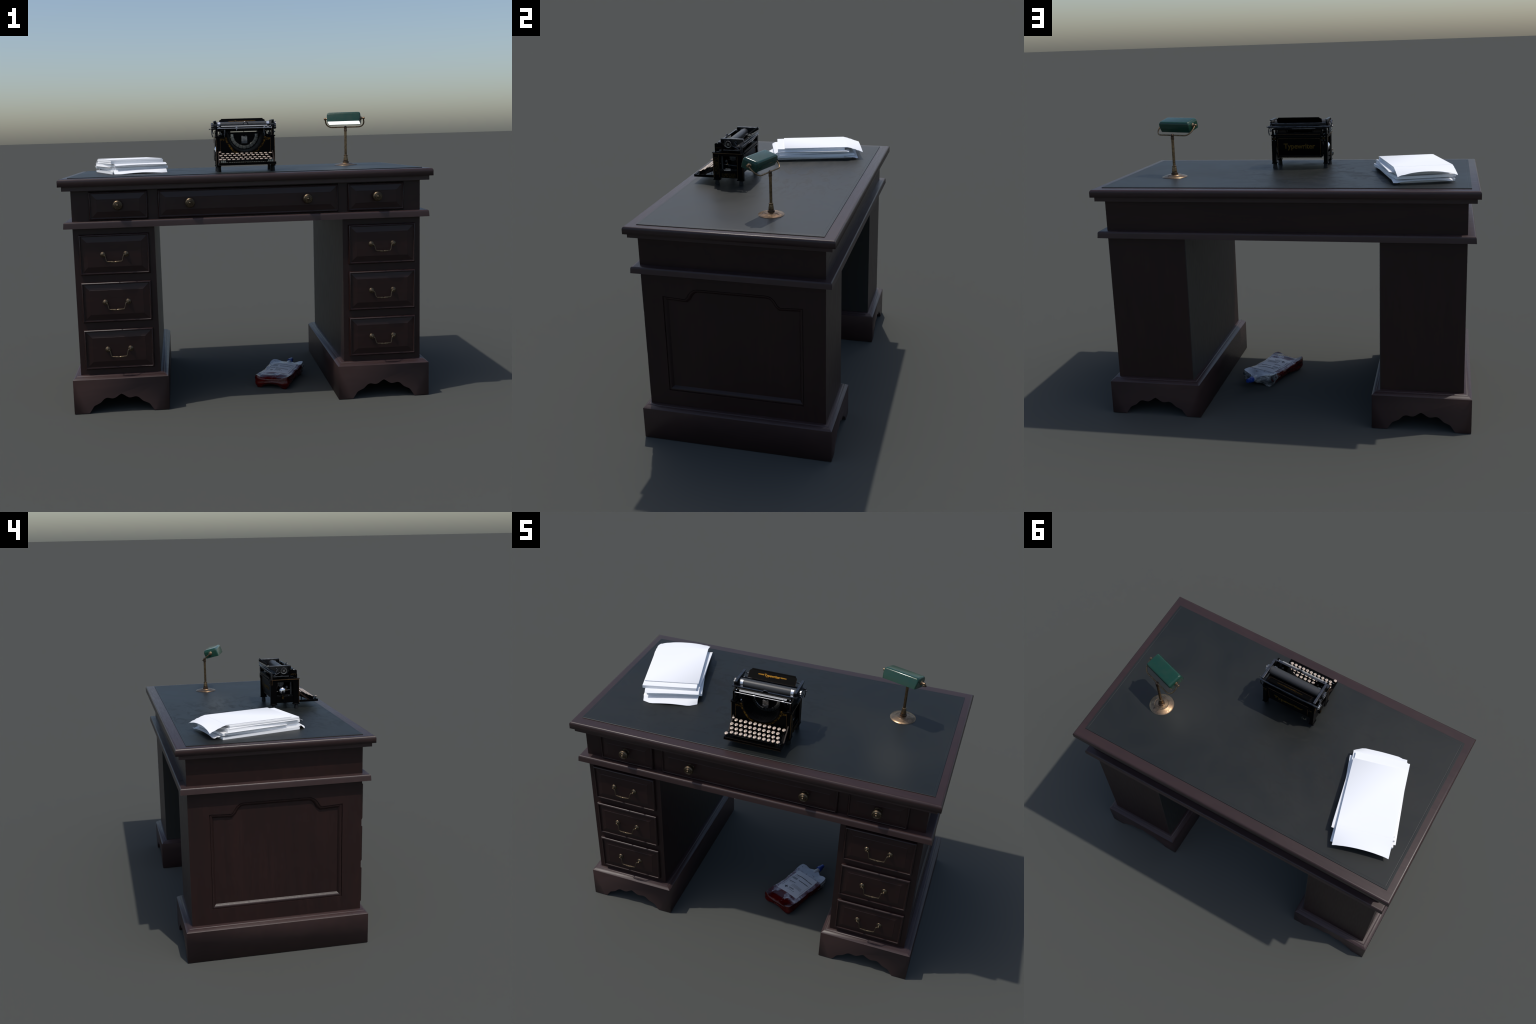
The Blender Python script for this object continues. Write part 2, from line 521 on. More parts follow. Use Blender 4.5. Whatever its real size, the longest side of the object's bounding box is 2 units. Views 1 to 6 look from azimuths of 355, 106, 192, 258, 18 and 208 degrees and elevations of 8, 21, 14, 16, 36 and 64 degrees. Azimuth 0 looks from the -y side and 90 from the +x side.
# plinths: chamfered lip, solid sides, scalloped apron cut through front and back
def scallop():
    half = [(0.1755, 0.0), (0.1640, 0.0170), (0.1510, 0.0370), (0.1440, 0.0420), (0.1150, 0.0555), (0.1060, 0.0640),
            (0.0940, 0.0760), (0.0835, 0.0815), (0.0740, 0.0828), (0.0600, 0.0795), (0.0500, 0.0775), (0.0400, 0.0780),
            (0.0270, 0.0845), (0.0120, 0.0955), (0.0, 0.1020)]
    return half + [(-x, z) for x, z in reversed(half[:-1])]

def plinth(side):
    cx = side * 0.7262
    hx, y0, y1, zl = 0.2560, YC - 0.5385, YC + 0.5400, 0.1865
    s = Shape()
    cut = scallop()                                          # from +x foot to -x foot
    face = [(hx, 0.0), (hx, zl), (-hx, zl), (-hx, 0.0)] + [(x, z) for x, z in reversed(cut)]
    th = 0.034
    for y, inn in ((y0, y0 + th), (y1, y1 - th)):
        n = len(face)
        front = [(cx + a, y, b) for a, b in face]
        back = [(cx + a, inn, b) for a, b in face[4:]]
        s.add(front, [tuple(range(n))])
        m = len(back)
        s.add(front[4:] + back, [(i, i + 1, m + i + 1, m + i) for i in range(m - 1)])
        inner = [(cx + hx - th, inn, 0.0), (cx + hx - th, inn, zl - 0.02), (cx - hx + th, inn, zl - 0.02), (cx - hx + th, inn, 0.0)] + back
        s.add(inner, [tuple(range(len(inner)))])
    for sx in (-1, 1):
        xo, xi = cx + sx * hx, cx + sx * (hx - th)
        s.add([(xo, y0, 0), (xo, y1, 0), (xo, y1, zl), (xo, y0, zl)], [(0, 1, 2, 3)])
        s.add([(xi, y0 + th, 0), (xi, y1 - th, 0), (xi, y1 - th, zl - 0.02), (xi, y0 + th, zl - 0.02)], [(0, 1, 2, 3)])
        xf = cx + sx * cut[0][0]
        s.add([(xo, y0, 0), (xo, y1, 0), (xi, y1 - th, 0), (xi, y0 + th, 0)], [(0, 1, 2, 3)])
        for ya, yb in ((y0, y0 + th), (y1, y1 - th)):
            s.add([(xo, ya, 0), (xf, ya, 0), (xf, yb, 0), (xi, yb, 0)], [(0, 1, 2, 3)])
    s.add([(cx + a * (hx - th), YC + b * (0.54 - th), zl - 0.02) for a, b in ((-1, -1), (1, -1), (1, 1), (-1, 1))], [(0, 1, 2, 3)])
    hy, yc = (y1 - y0) / 2, (y0 + y1) / 2
    s.rects(cx, yc, [(hx, hy, zl), (hx - 0.0185, hy - 0.0170, zl + 0.0140), (hx - 0.0205, hy - 0.0190, zl + 0.0140),
                     (hx - 0.0230, hy - 0.0215, zl + 0.0170), (hx - 0.034, hy - 0.032, zl + 0.0195), (hx - 0.060, hy - 0.060, zl + 0.0195)], 0, False, True)
    ob = part("plinth", s, [WOOD_TRIM], desk, angle=40)
    soften(ob, lambda p, d: abs(d.z) > 0.9 and abs(abs(p.x - cx) - hx) < 0.001 and p.z < zl)
    soften(ob, lambda p, d: abs(d.y) > 0.9 and abs(abs(p.x - cx) - hx) < 0.001 and p.z < 0.01)
    return ob
for sd in (-1, 1):
    plinth(sd)

# drawers: beaded rim, raised-and-fielded panel
def drawer_mesh(w, h, wood_mat):
    s = Shape()
    hw, hh = w / 2, h / 2
    def rings(prof):
        return [[(-hw + i, d, -hh + i), (hw - i, d, -hh + i), (hw - i, d, hh - i), (-hw + i, d, hh - i)] for i, d in prof]
    s.loft(rings([(0.0, 0.002), (0.0, -0.0108), (0.0008, -0.0128), (0.0058, -0.0178), (0.0070, -0.0183), (0.0082, -0.0176), (0.0094, -0.0150), (0.0098, -0.0112)]), 0, True, False)
    s.loft(rings([(0.0098, -0.0112), (0.0125, -0.0108)]), 0, False, False)
    s.loft(rings([(0.0125, -0.0108), (0.0420, -0.0158)]), 0, False, False)
    s.loft(rings([(0.0420, -0.0158), (0.0428, -0.0166)]), 0, False, True)
    me = s.mesh("drawer", [wood_mat], angle=42, merge=0)
    for f in list(me.polygons)[29:]:           # recess, bevel and field stay flat-shaded
        f.use_smooth = False
    return me

def pull_mesh():
    """Swan-neck bail between two rosette posts; origin midway between the posts on the drawer face."""
    s = Shape()
    for sx in (-1, 1):
        x = sx * 0.061
        s.lathe([(0.0152, 0.001), (0.0152, -0.0020), (0.0140, -0.0040), (0.0115, -0.0055), (0.0085, -0.0075), (0.0052, -0.0090),
                 (0.0042, -0.012), (0.0052, -0.014), (0.0056, -0.017), (0.0042, -0.0200), (0.0, -0.0212)], (x, 0, 0), (0, 1, 0), 20)
    half = [(0.058, -0.0165, -0.002), (0.053, -0.018, -0.001), (0.0485, -0.020, -0.0045), (0.0455, -0.0225, -0.014), (0.0430, -0.0250, -0.0255),
            (0.0405, -0.0268, -0.0330), (0.0365, -0.0275, -0.0352)]
    for sx in (-1, 1):
        s.tube([(sx * x, y, z) for x, y, z in half], [0.0034, 0.0034, 0.0030, 0.0026, 0.0024, 0.0025, 0.0026], 8)
        s.tube([(sx * x, -0.0275, -0.0352 - 0.0008 * k) for k, x in enumerate((0.0365, 0.026, 0.016, 0.008, 0.0035))], [0.0026, 0.0034, 0.0043, 0.0051, 0.0050], 10)
        s.rod((sx * 0.0035, -0.0275, -0.0380), (0, -0.0275, -0.0380), 0.0028)
    return s.mesh("pull_handle", [BRASS], angle=24)

def knob_mesh():
    s = Shape()
    s.lathe([(0.0210, 0.001), (0.0210, -0.002), (0.0190, -0.0050), (0.0175, -0.008), (0.0170, -0.012), (0.0180, -0.016), (0.0210, -0.0195),
             (0.0240, -0.023), (0.0262, -0.0290), (0.0265, -0.0325), (0.0240, -0.0375), (0.0195, -0.0400), (0.0180, -0.0390), (0.0160, -0.0395), (0.0140, -0.0440),
             (0.0110, -0.0445), (0.0090, -0.0420), (0.0070, -0.0425), (0.0058, -0.0480), (0.0030, -0.0505), (0.0, -0.0510)], (0, 0, 0), (0, 1, 0), 28)
    return s.mesh("knob", [BRASS], angle=40)
PULL, KNOB = pull_mesh(), knob_mesh()

FACE_P, FACE_A = PY0, YC - 0.502
big = drawer_mesh(0.3705, 0.2180, WOOD_X)
for cx in (-0.7263, 0.7258):
    for zc in (0.8635, 0.6050, 0.3460):
        d = place("drawer", big, desk, (cx, FACE_P, zc))
        place("pull_handle", PULL, d, (cx, FACE_P - 0.0168, zc + 0.0005))
small, wide = drawer_mesh(0.3095, 0.1510, WOOD_X), drawer_mesh(0.9720, 0.1510, WOOD_X)
for cx, me, knobs in ((-0.6935, small, (-0.6945,)), (0.0, wide, (-0.3150, 0.3150)), (0.6935, small, (0.6945,))):
    d = place("drawer", me, desk, (cx, FACE_A, 1.1235))
    for kx in knobs:
        place("knob", KNOB, d, (kx, FACE_A - 0.0168 + 0.0008, 1.1262))

# ================================================================== typewriter
TZ = 1.2738
tw = root("typewriter", (0.0045, -0.245, TZ), "antique black typewriter with cream round keys and gold decoration", "typewriter")
XL, XR = -0.158, 0.167
YF, YB = -0.331, -0.145
TC = 0.0045

# rubber feet
s = Shape()
s.lathe([(0.0135, 0), (0.0135, 0.003), (0.0120, 0.022), (0.0115, 0.034)], (0, 0, 0), (0, 0, 1), 18)
foot = s.mesh("rubber_foot", [RUBBER])

# cast frame: posts, rails, shelves
s = Shape()
for x0, x1, sd in ((XL, XL + 0.022, -1), (XR - 0.022, XR, 1)):
    for ya, yb in ((YF, YF + 0.038), (YB - 0.039, YB)):
        s.box(x0, x1, ya, yb, 1.305, 1.464)
        s.box(x0 - 0.003, x1 + 0.003, ya - 0.003, yb + 0.003, 1.3015, 1.3075)
    s.box(x0 + 0.003, x1 - 0.003, YF + 0.037, YB - 0.038, 1.3145, 1.3575)
    s.box(x0 + 0.001, x1 - 0.001, YF + 0.037, YB - 0.038, 1.4480, 1.4640)
    s.box(x0 - 0.004, x1 + 0.004, YF - 0.003, YB + 0.001, 1.4635, 1.4705)
s.box(XL + 0.02, XR - 0.02, YB - 0.010, YB - 0.003, 1.4480, 1.4640)
s.box(XL + 0.02, XR - 0.02, YB - 0.034, YB + 0.002, 1.4635, 1.4700)
frame = part("frame", s, [BLACK], tw, 0.0015)
for x in (XL + 0.0125, XR - 0.0125):
    for y in (YF + 0.0165, YB - 0.0195):
        place("rubber_foot", foot, frame, (x, y, TZ))

# front plate with the U-shaped opening
ring = []
for i in range(33):
    a = pi + pi * i / 32
    ring.append((TC + 0.0985 * cos(a), 1.477 + 0.0985 * sin(a)))
outline = [(XL + 0.020, 1.4645), (XL + 0.020, 1.3300), (XR - 0.020, 1.3300), (XR - 0.020, 1.4645)]
zt = 1.4645
arc = [(TC + 0.0985 * cos(a), 1.477 + 0.0985 * sin(a)) for a in [pi + 0.128 + (pi - 0.256) * i / 32 for i in range(33)]]
outline = [(XL + 0.020, zt), (XL + 0.020, 1.330), (XR - 0.020, 1.330), (XR - 0.020, zt)] + list(reversed(arc))
s = Shape()
s.prism(outline, lambda a, b, d: (a, d, b), YF - 0.001, YF + 0.006)
part("front_plate", s, [FRONT_PLATE], tw, angle=30)
s = Shape()
for x in (XL + 0.0235, XR - 0.0235):
    s.box(x - 0.0005, x + 0.0005, YF - 0.0020, YF, 1.345, 1.457)
for x in (XL + 0.001, XR - 0.001):
    s.box(x - 0.0007, x + 0.0007, YF - 0.0008, YF + 0.0010, 1.312, 1.460)
for x, sd in ((XL - 0.0042, -1), (XR + 0.0042, 1)):
    s.box(x - 0.0005, x + 0.0005, YF - 0.001, YB, 1.4640, 1.4668)
for y in (YF + 0.003, YF + 0.0355, YB - 0.0030, YB - 0.0355):
    s.box(XR - 0.0002, XR + 0.0009, y - 0.0005, y + 0.0005, 1.318, 1.455)
for y in (YB - 0.0005, YB - 0.0095):
    s.box(XL - 0.0048, XL - 0.0035, y - 0.0006, y + 0.0006, 1.4330, 1.4900)
gold_lines = part("gold_lining", s, [GOLD_DIM], tw)
gold_lines["kind"] = "stuff"
s = Shape()
s.box(XR - 0.0002, XR + 0.0008, YF + 0.007, YF + 0.031, 1.335, 1.440)
s.box(XR - 0.0002, XR + 0.0008, YF + 0.052, YB - 0.050, 1.320, 1.345)
part("gold_scroll_panel", s, [SCROLL], tw)

# type basket: dark bowl with radial type bars, grey segment ring, guide block
s = Shape()
def arc_ring(R, y, zc, n=40, a0=pi - 0.10, a1=2 * pi + 0.10):
    return [(TC + R * cos(a0 + (a1 - a0) * i / n), y, zc + R * sin(a0 + (a1 - a0) * i / n)) for i in range(n + 1)]
s.loft([arc_ring(0.1015, YF - 0.0035, 1.477), arc_ring(0.0960, YF - 0.0040, 1.477), arc_ring(0.0940, YF + 0.004, 1.477), arc_ring(0.0830, -0.250, 1.477)], 0, False, False, False)
basket = part("type_basket", s, [BLACK_SATIN], tw, angle=40, merge=0)
s = Shape()
for i in range(42):
    a = pi + pi * (i + 0.5) / 42
    p0 = (TC + 0.0925 * cos(a), YF + 0.008, 1.477 + 0.0925 * sin(a))
    p1 = (TC + 0.0815 * cos(a), -0.252, 1.477 + 0.0815 * sin(a))
    s.rod(p0, p1, 0.0011, n=6)
bars = part("type_bars", s, [BLACK_SATIN], basket)
bars["kind"] = "stuff"
s = Shape()
n = 11
for i in range(n):
    a0, a1 = pi - 0.05 + (pi + 0.10) * (i + 0.04) / n, pi - 0.05 + (pi + 0.10) * (i + 0.96) / n
    rr = []
    for k in range(5):
        a = a0 + (a1 - a0) * k / 4
        c, sn = cos(a), sin(a)
        rr.append([(TC + r * c, y, 1.477 + r * sn) for r, y in ((0.0790, -0.2480), (0.0800, -0.2520), (0.0790, -0.2540), (0.0612, -0.2565), (0.0600, -0.2550), (0.0600, -0.2420))])
    s.loft(rr)
part("type_segment_ring", s, [SEGMENT], basket, angle=35, merge=0)
s = Shape()
disc = [(TC + 0.0600 * cos(pi - .1 + (pi + .2) * i / 24), 1.477 + 0.0600 * sin(pi - .1 + (pi + .2) * i / 24)) for i in range(25)]
s.prism(disc, lambda a, b, d: (a, d, b), -0.240, -0.236)
part("basket_floor", s, [BLACK_SATIN], basket)
s = Shape()
s.box(TC - 0.0165, TC + 0.0165, -0.262, -0.250, 1.442, 1.4660)
s.box(TC - 0.0165, TC + 0.0165, -0.266, -0.248, 1.427, 1.4415, 1)
for sx in (-1, 1):
    s.lathe([(0.0022, 0), (0.0022, -0.0012)], (TC + sx * 0.009, -0.262, 1.448), (0, 1, 0), 8, 1)
    s.box(TC + sx * 0.0105 - 0.004, TC + sx * 0.0105 + 0.004, -0.262, -0.252, 1.4655, 1.4690)
part("type_guide", s, [KNURL, STEEL_DARK], basket, 0.0006)

# back panel that curls under, with outline and lettering
def back_curve(z):
    t = max(0.0, (1.452 - z) / 0.118)
    return -0.1495 - 0.004 * t - 0.018 * max(0.0, t - 0.25) ** 2
s = Shape()
zs = [1.452 - 0.118 * i / 10 for i in range(11)]
bx0, bx1 = -0.123, 0.1385
rings = []
for z in zs:
    y = back_curve(z)
    rings.append([(bx0, y - 0.004, z), (bx1, y - 0.004, z), (bx1, y, z), (bx0, y, z)])
s.loft(rings)
back = part("back_panel", s, [BLACK], tw, angle=40)
s = Shape()
def back_line(pts, w=0.0006, mat=0):
    for (xa, za), (xb, zb) in zip(pts[:-1], pts[1:]):
        k = max(1, int(abs(za - zb) / 0.012))
        for i in range(k):
            p = [(xa + (xb - xa) * t, back_curve(za + (zb - za) * t) + 0.0006, za + (zb - za) * t) for t in (i / k, (i + 1) / k)]
            s.rod(p[0], p[1], w, n=6, mat=mat)
r = 0.006
x0, x1, z0, z1 = bx0 + 0.006, bx1 - 0.006, 1.338, 1.4465
back_line([(x0 + r, z1), (x1 - r, z1), (x1, z1 - r), (x1, z0 + r), (x1 - r, z0), (x0 + r, z0), (x0, z0 + r), (x0, z1 - r), (x0 + r, z1)], 0.0008)
part("back_outline", s, [GOLD_DIM], back)
s = Shape()
v, f = lettering("Typewriter", 0.0420, 0.0004, Matrix.Identity(4), 0.0009)
xs = [p[0] for p in v]
sc = 0.184 / (max(xs) - min(xs))
mid = (max(xs) + min(xs)) / 2
vv = []
for p in v:
    x, z = 0.0055 - (p[0] - mid) * sc, 1.4010 + p[1]
    vv.append((x, back_curve(z) + 0.0008 + p[2], z))
s.add(vv, f)
part("back_lettering", s, [GOLD_OLD], back, merge=0)
s = Shape()
for xa, xb in ((-0.150, -0.1235), (0.1390, 0.1655)):
    s.box(xa, xb, YB - 0.006, YB + 0.0035, 1.4320, 1.4625)
    for x in (xa + 0.005, xb - 0.005):
        for z in (1.437, 1.457):
            s.ball((x, YB + 0.0035, z), 0.0018, 8, 1, 0.5, (0, 1, 0))
    s.box(xa + 0.005, xb - 0.005, YB + 0.003, YB + 0.0042, 1.4400, 1.4545, 2)
part("corner_bracket", s, [BLACK, STEEL, SCROLL], tw, 0.0006)
s = Shape()
s.box(-0.122, 0.137, YB - 0.003, YB + 0.006, 1.4565, 1.4630)
s.box(-0.128, 0.143, YB - 0.022, YB + 0.002, 1.4730, 1.4790)
s.box(-0.118, 0.132, YB + 0.001, YB + 0.0022, 1.4695, 1.4712, 1)
part("rear_rail", s, [BLACK_SATIN, GOLD_DIM], tw, 0.001)

# dark inner works, seen through the side openings
s = Shape()
s.box(-0.105, 0.114, -0.232, -0.165, 1.345, 1.460)
s.box(-0.130, 0.139, -0.180, -0.160, 1.340, 1.452)
s.box(-0.128, 0.137, -0.320, -0.300, 1.335, 1.372)
s.box(0.000, 0.009, -0.300, -0.165, 1.340, 1.380)
s.box(-0.055, 0.065, -0.300, -0.180, 1.345, 1.372)
for sd, x in ((-1, -0.132), (1, 0.141)):
    s.lathe([(0.020, 0), (0.020, 0.003), (0.012, 0.004), (0.012, 0.008), (0.004, 0.009)], (x, -0.215, 1.437), (sd, 0, 0), 20, 1)
    s.lathe([(0.0075, 0), (0.0075, 0.004)], (x, -0.255, 1.413), (sd, 0, 0), 14, 1)
    s.rod((x, -0.283, 1.365), (x, -0.283, 1.455), 0.008, mat=1)
    s.rod((x, -0.295, 1.395), (x, -0.185, 1.385), 0.0028, mat=1)
    s.rod((x, -0.255, 1.413), (x, -0.240, 1.380), 0.0024, mat=1)
    s.rod((x, -0.200, 1.440), (x, -0.185, 1.395), 0.0035, mat=2)
    s.box(x - 0.002, x + 0.002, -0.290, -0.186, 1.3585, 1.3625, 1)
    s.box(x + sd * 0.001, x + sd * 0.003, -0.252, -0.247, 1.390, 1.404, 3)
works = part("inner_works", s, [BLACK_SATIN, WORKS, BROWN_STEEL, GOLD_DIM], tw)
works["kind"] = "stuff"

# nickel bell dome on the left side, with its dark clapper tab
s = Shape()
s.lathe([(0.0245, 0), (0.0245, 0.003), (0.0235, 0.008), (0.0200, 0.014), (0.0140, 0.0185), (0.0070, 0.0208), (0.0, 0.0215)], (XL + 0.0165, -0.222, 1.3935), (-1, 0, 0), 32)
bell = part("bell", s, [CHROME], tw, angle=60)
s = Shape()
s.prism([(-0.2130, 1.3380), (-0.2310, 1.3380), (-0.2290, 1.3780), (-0.2240, 1.3960), (-0.2190, 1.3960), (-0.2150, 1.3780)], lambda a, b, d: (d, a, b), XL - 0.0085, XL - 0.0055)
s.box(XL - 0.0093, XL - 0.0080, -0.2285, -0.2155, 1.3400, 1.3640, 1)
s.box(XL - 0.0080, XL + 0.004, -0.2300, -0.2140, 1.3360, 1.3400)
part("bell_clapper", s, [BLACK_SATIN, SCROLL], bell)

# keyboard frame
s = Shape()
KX0, KX1 = -0.1505, 0.1585
s.box(KX0, KX1, -0.4595, -0.4470, 1.3128, 1.3275)
for x0, x1 in ((KX0, KX0 + 0.009), (KX1 - 0.009, KX1)):
    s.box(x0, x1, -0.448, YF + 0.004, 1.3128, 1.3262)
for x in (KX0 + 0.0045, KX1 - 0.0045):
    s.prism([(-0.402, 1.3255), (-0.388, 1.3255), (YF + 0.002, 1.3750), (YF + 0.002, 1.3880)], lambda a, b, d, x=x: (x + d, a, b), -0.0035, 0.0035, 1)
s.box(KX0 + 0.008, KX1 - 0.008, -0.448, -0.4090, 1.3215, 1.3235)
s.add([(KX0 + 0.008, -0.4092, 1.3232), (KX1 - 0.008, -0.4092, 1.3232), (KX1 - 0.008, YF, 1.3560), (KX0 + 0.008, YF, 1.3560),
       (KX0 + 0.008, -0.4092, 1.3200), (KX1 - 0.008, -0.4092, 1.3200), (KX1 - 0.008, YF, 1.3528), (KX0 + 0.008, YF, 1.3528)],
      [(0, 1, 2, 3), (7, 6, 5, 4), (0, 4, 5, 1), (1, 5, 6, 2), (2, 6, 7, 3), (3, 7, 4, 0)])
s.box(-0.1420, 0.1480, -0.4310, -0.4290, 1.3235, 1.3385, 2)
for k in range(30):
    x = -0.140 + 0.2860 * k / 29
    s.box(x - 0.0012, x + 0.0012, -0.4316, -0.4308, 1.3260, 1.3387, 0)
kb = part("keyboard", s, [BLACK, BROWN_STEEL, SEGMENT], tw, 0.0008)
s = Shape()
s.box(KX0, KX1, -0.4600, -0.4592, 1.3130, 1.3142)
s.box(KX0 + 0.004, KX1 - 0.004, -0.4600, -0.4592, 1.3262, 1.3272)
part("keyboard_lining", s, [GOLD_FAINT], kb)
s = Shape()
s.box(-0.1100, 0.1170, -0.4445, -0.4335, 1.3310, 1.3385)
s.box(-0.102, -0.097, -0.441, -0.436, 1.3225, 1.3315)
s.box(0.104, 0.109, -0.441, -0.436, 1.3225, 1.3315)
part("space_bar", s, [BLACK], kb, 0.002)

rows = [(-0.1222, 0.02613, 11, -0.3533, 1.3738, "23456789-¾"), (-0.1351, 0.02513, 11, -0.3815, 1.3648, "QWERTYUIOP"),
        (-0.1268, 0.02513, 11, -0.4037, 1.3530, "ASDFGHJKL;"), (-0.1185, 0.02513, 11, -0.4267, 1.3440, "ZXCVBNM,./")]
tilt = Matrix.Rotation(radians(14), 4, 'X')
s = Shape()
up = (tilt @ Vector((0, 0, 1)))
s.lathe([(0.0060, -0.0045), (0.0085, -0.0035), (0.0099, -0.0015), (0.0099, 0.0005), (0.0088, 0.0012)], (0, 0, 0), up, 20, 0)
s.lathe([(0.0089, 0.0008), (0.0086, 0.0016), (0.0060, 0.0024), (0.0, 0.0027)], (0, 0, 0), up, 20, 1)
key_mesh = s.mesh("key", [KEY_RING, CREAM], angle=40)
s = Shape()
s.lathe([(0.0045, -0.0035), (0.0070, -0.0015), (0.0072, 0.0005), (0.0064, 0.0012)], (0, 0, 0), up, 18, 0)
s.lathe([(0.0064, 0.0008), (0.0050, 0.0020), (0.0, 0.0024)], (0, 0, 0), up, 18, 1)
key_small = s.mesh("key", [KEY_RING, CREAM], angle=40)
stems, legends = Shape(), Shape()
for x0, pitch, count, y, z, text in rows:
    for i in range(count):
        p = Vector((x0 + pitch * i, y, z + rng.uniform(-0.0005, 0.0005)))
        place("key", key_mesh, kb, p)
        stems.box(p.x - 0.0012, p.x + 0.0012, p.y - 0.001, p.y + 0.001, 1.326, p.z - 0.002)
        stems.add([(p.x + a, b, c + h) for h in (0, 0.005) for a, b, c in ((-0.0011, p.y, p.z - 0.018), (0.0011, p.y, p.z - 0.018), (0.0011, YF, p.z - 0.018 + (YF - p.y) * 0.25), (-0.0011, YF, p.z - 0.018 + (YF - p.y) * 0.25))],
                  [(0, 1, 2, 3), (4, 7, 6, 5), (0, 4, 5, 1), (2, 6, 7, 3), (1, 5, 6, 2), (0, 3, 7, 4)])
        ch = text[i] if i < len(text) else text[-1]
        m4 = Matrix.Translation(p + up * 0.00275) @ tilt
        legends.add(*lettering(ch, 0.0085, 0.0002, m4))
for p, me in (((-0.1375, -0.3525, 1.3838), key_small), ((-0.1405, -0.4460, 1.3450), key_mesh)):
    place("key", me, kb, p)
    stems.box(p[0] - 0.002, p[0] + 0.002, p[1] - 0.0015, p[1] + 0.0015, 1.322, p[2] - 0.003)
st = part("key_levers", stems, [BLACK_SATIN], kb, merge=0)
st["kind"] = "stuff"
lg = part("key_legends", legends, [INK], kb, merge=0)
lg["kind"] = "stuff"

# side ears above the shelf, with a window and gold scroll
s = Shape()
for x in (XL + 0.006, XR - 0.006):
    ear = [(-0.3175, 1.4700), (-0.3175, 1.5205), (-0.3080, 1.5255), (-0.3000, 1.5215), (-0.2920, 1.5285), (-0.2700, 1.5260), (-0.2560, 1.5050), (-0.2440, 1.4860), (-0.2350, 1.4700)]
    hole = [(-0.3120, 1.4725), (-0.2720, 1.4725), (-0.2740, 1.4900), (-0.3120, 1.4905)]
    s.prism(ear, lambda a, b, d, x=x: (x + d, a, b), -0.004, 0.004, 0, hole)
    sg = -1 if x < 0 else 1
    s.box(x + sg * 0.0036, x + sg * 0.0046, -0.3115, -0.2740, 1.4935, 1.5000, 1)
    rear = [(-0.1750, 1.4700), (-0.1470, 1.4700), (-0.1470, 1.5000), (-0.1540, 1.5030), (-0.1590, 1.4900), (-0.1720, 1.4850)]
    s.prism(rear, lambda a, b, d, x=x: (x + d, a, b), -0.004, 0.004)
part("side_ear", s, [BLACK, SCROLL], tw, 0.0005)
s = Shape()
for x in (-0.1475, 0.1550):
    s.box(x - 0.0028, x + 0.0028, -0.3160, -0.3110, 1.4690, 1.5100)
part("front_upright", s, [BROWN_STEEL], tw, 0.0006)

# ribbon spools and shadowed cross plate between basket and carriage
s = Shape()
for x in (-0.097, 0.108):
    s.lathe([(0.0300, 0), (0.0310, 0.002), (0.0310, 0.016), (0.0300, 0.018)], (x, -0.195, 1.4760), (0, 1, 0), 28)
    s.lathe([(0.0240, 0.018), (0.0230, 0.0195), (0.0060, 0.0200)], (x, -0.195, 1.4760), (0, 1, 0), 24, 1)
part("ribbon_spool", s, [BLACK_SATIN, BROWN_STEEL], tw)
s = Shape()
s.box(-0.075, 0.086, -0.244, -0.236, 1.4640, 1.4905)
s.box(-0.104, -0.072, -0.262, -0.236, 1.4640, 1.5080)
s.box(0.081, 0.113, -0.262, -0.236, 1.4640, 1.5080)
s.box(TC - 0.0015, TC + 0.0015, -0.244, -0.238, 1.4890, 1.5000)
s.rod((-0.106, -0.280, 1.466), (-0.106, -0.280, 1.505), 0.006, mat=1)
s.rod((0.115, -0.280, 1.466), (0.115, -0.280, 1.505), 0.006, mat=1)
for x in (-0.128, 0.136):
    s.box(x - 0.010, x + 0.010, -0.300, -0.255, 1.4700, 1.4770)
    s.rod((x, -0.285, 1.4760), (x, -0.285, 1.4980), 0.0022, mat=1)
    s.rod((x + 0.006, -0.270, 1.4760), (x + 0.006, -0.270, 1.4880), 0.0055, mat=1)
    s.rod((x - 0.012, -0.265, 1.4700), (x + 0.004, -0.190, 1.5050), 0.0025, mat=1)
part("ribbon_mechanism", s, [BLACK_SATIN, STEEL_DARK], tw)

# carriage
s = Shape()
s.box(-0.150, 0.160, -0.262, -0.150, 1.4960, 1.5040, 1)
for x, sd in ((-0.1565, -1), (0.1660, 1)):
    arm = [(-0.2740, 1.5555), (-0.2740, 1.5330), (-0.2620, 1.5160), (-0.2350, 1.5080), (-0.1850, 1.5150), (-0.1380, 1.5420), (-0.1380, 1.5555)]
    s.prism(arm, lambda a, b, d, x=x: (x + d, a, b), -0.0040, 0.0040, 2)
    s.box(x - 0.0068, x + 0.0068, -0.2755, -0.1375, 1.5500, 1.5562)
    s.box(x - 0.0085, x + 0.0060, -0.2770, -0.2560, 1.5270, 1.5498, 1)
carriage = part("carriage", s, [STEEL_DARK, BLACK_SATIN, ARM], tw, 0.0012)
s = Shape()
s.rod((-0.150, -0.226, 1.5250), (0.160, -0.226, 1.5250), 0.0240, n=40)
part("platen", s, [PLATEN], carriage)
s = Shape()
for x in (-0.1340, 0.1405):
    rings = []
    for k in range(9):
        a = radians(212 - 92 * k / 8)
        c, sn = cos(a), sin(a)
        rings.append([(x - 0.0075, -0.226 + (0.0250) * c, 1.525 + 0.0250 * sn), (x + 0.0075, -0.226 + 0.0250 * c, 1.525 + 0.0250 * sn),
                      (x + 0.0075, -0.226 + 0.0268 * c, 1.525 + 0.0268 * sn), (x - 0.0075, -0.226 + 0.0268 * c, 1.525 + 0.0268 * sn)])
    s.loft(rings)
    s.box(x - 0.0060, x + 0.0060, -0.2560, -0.2490, 1.5100, 1.5180)
part("paper_finger", s, [FINGER], carriage, angle=40)
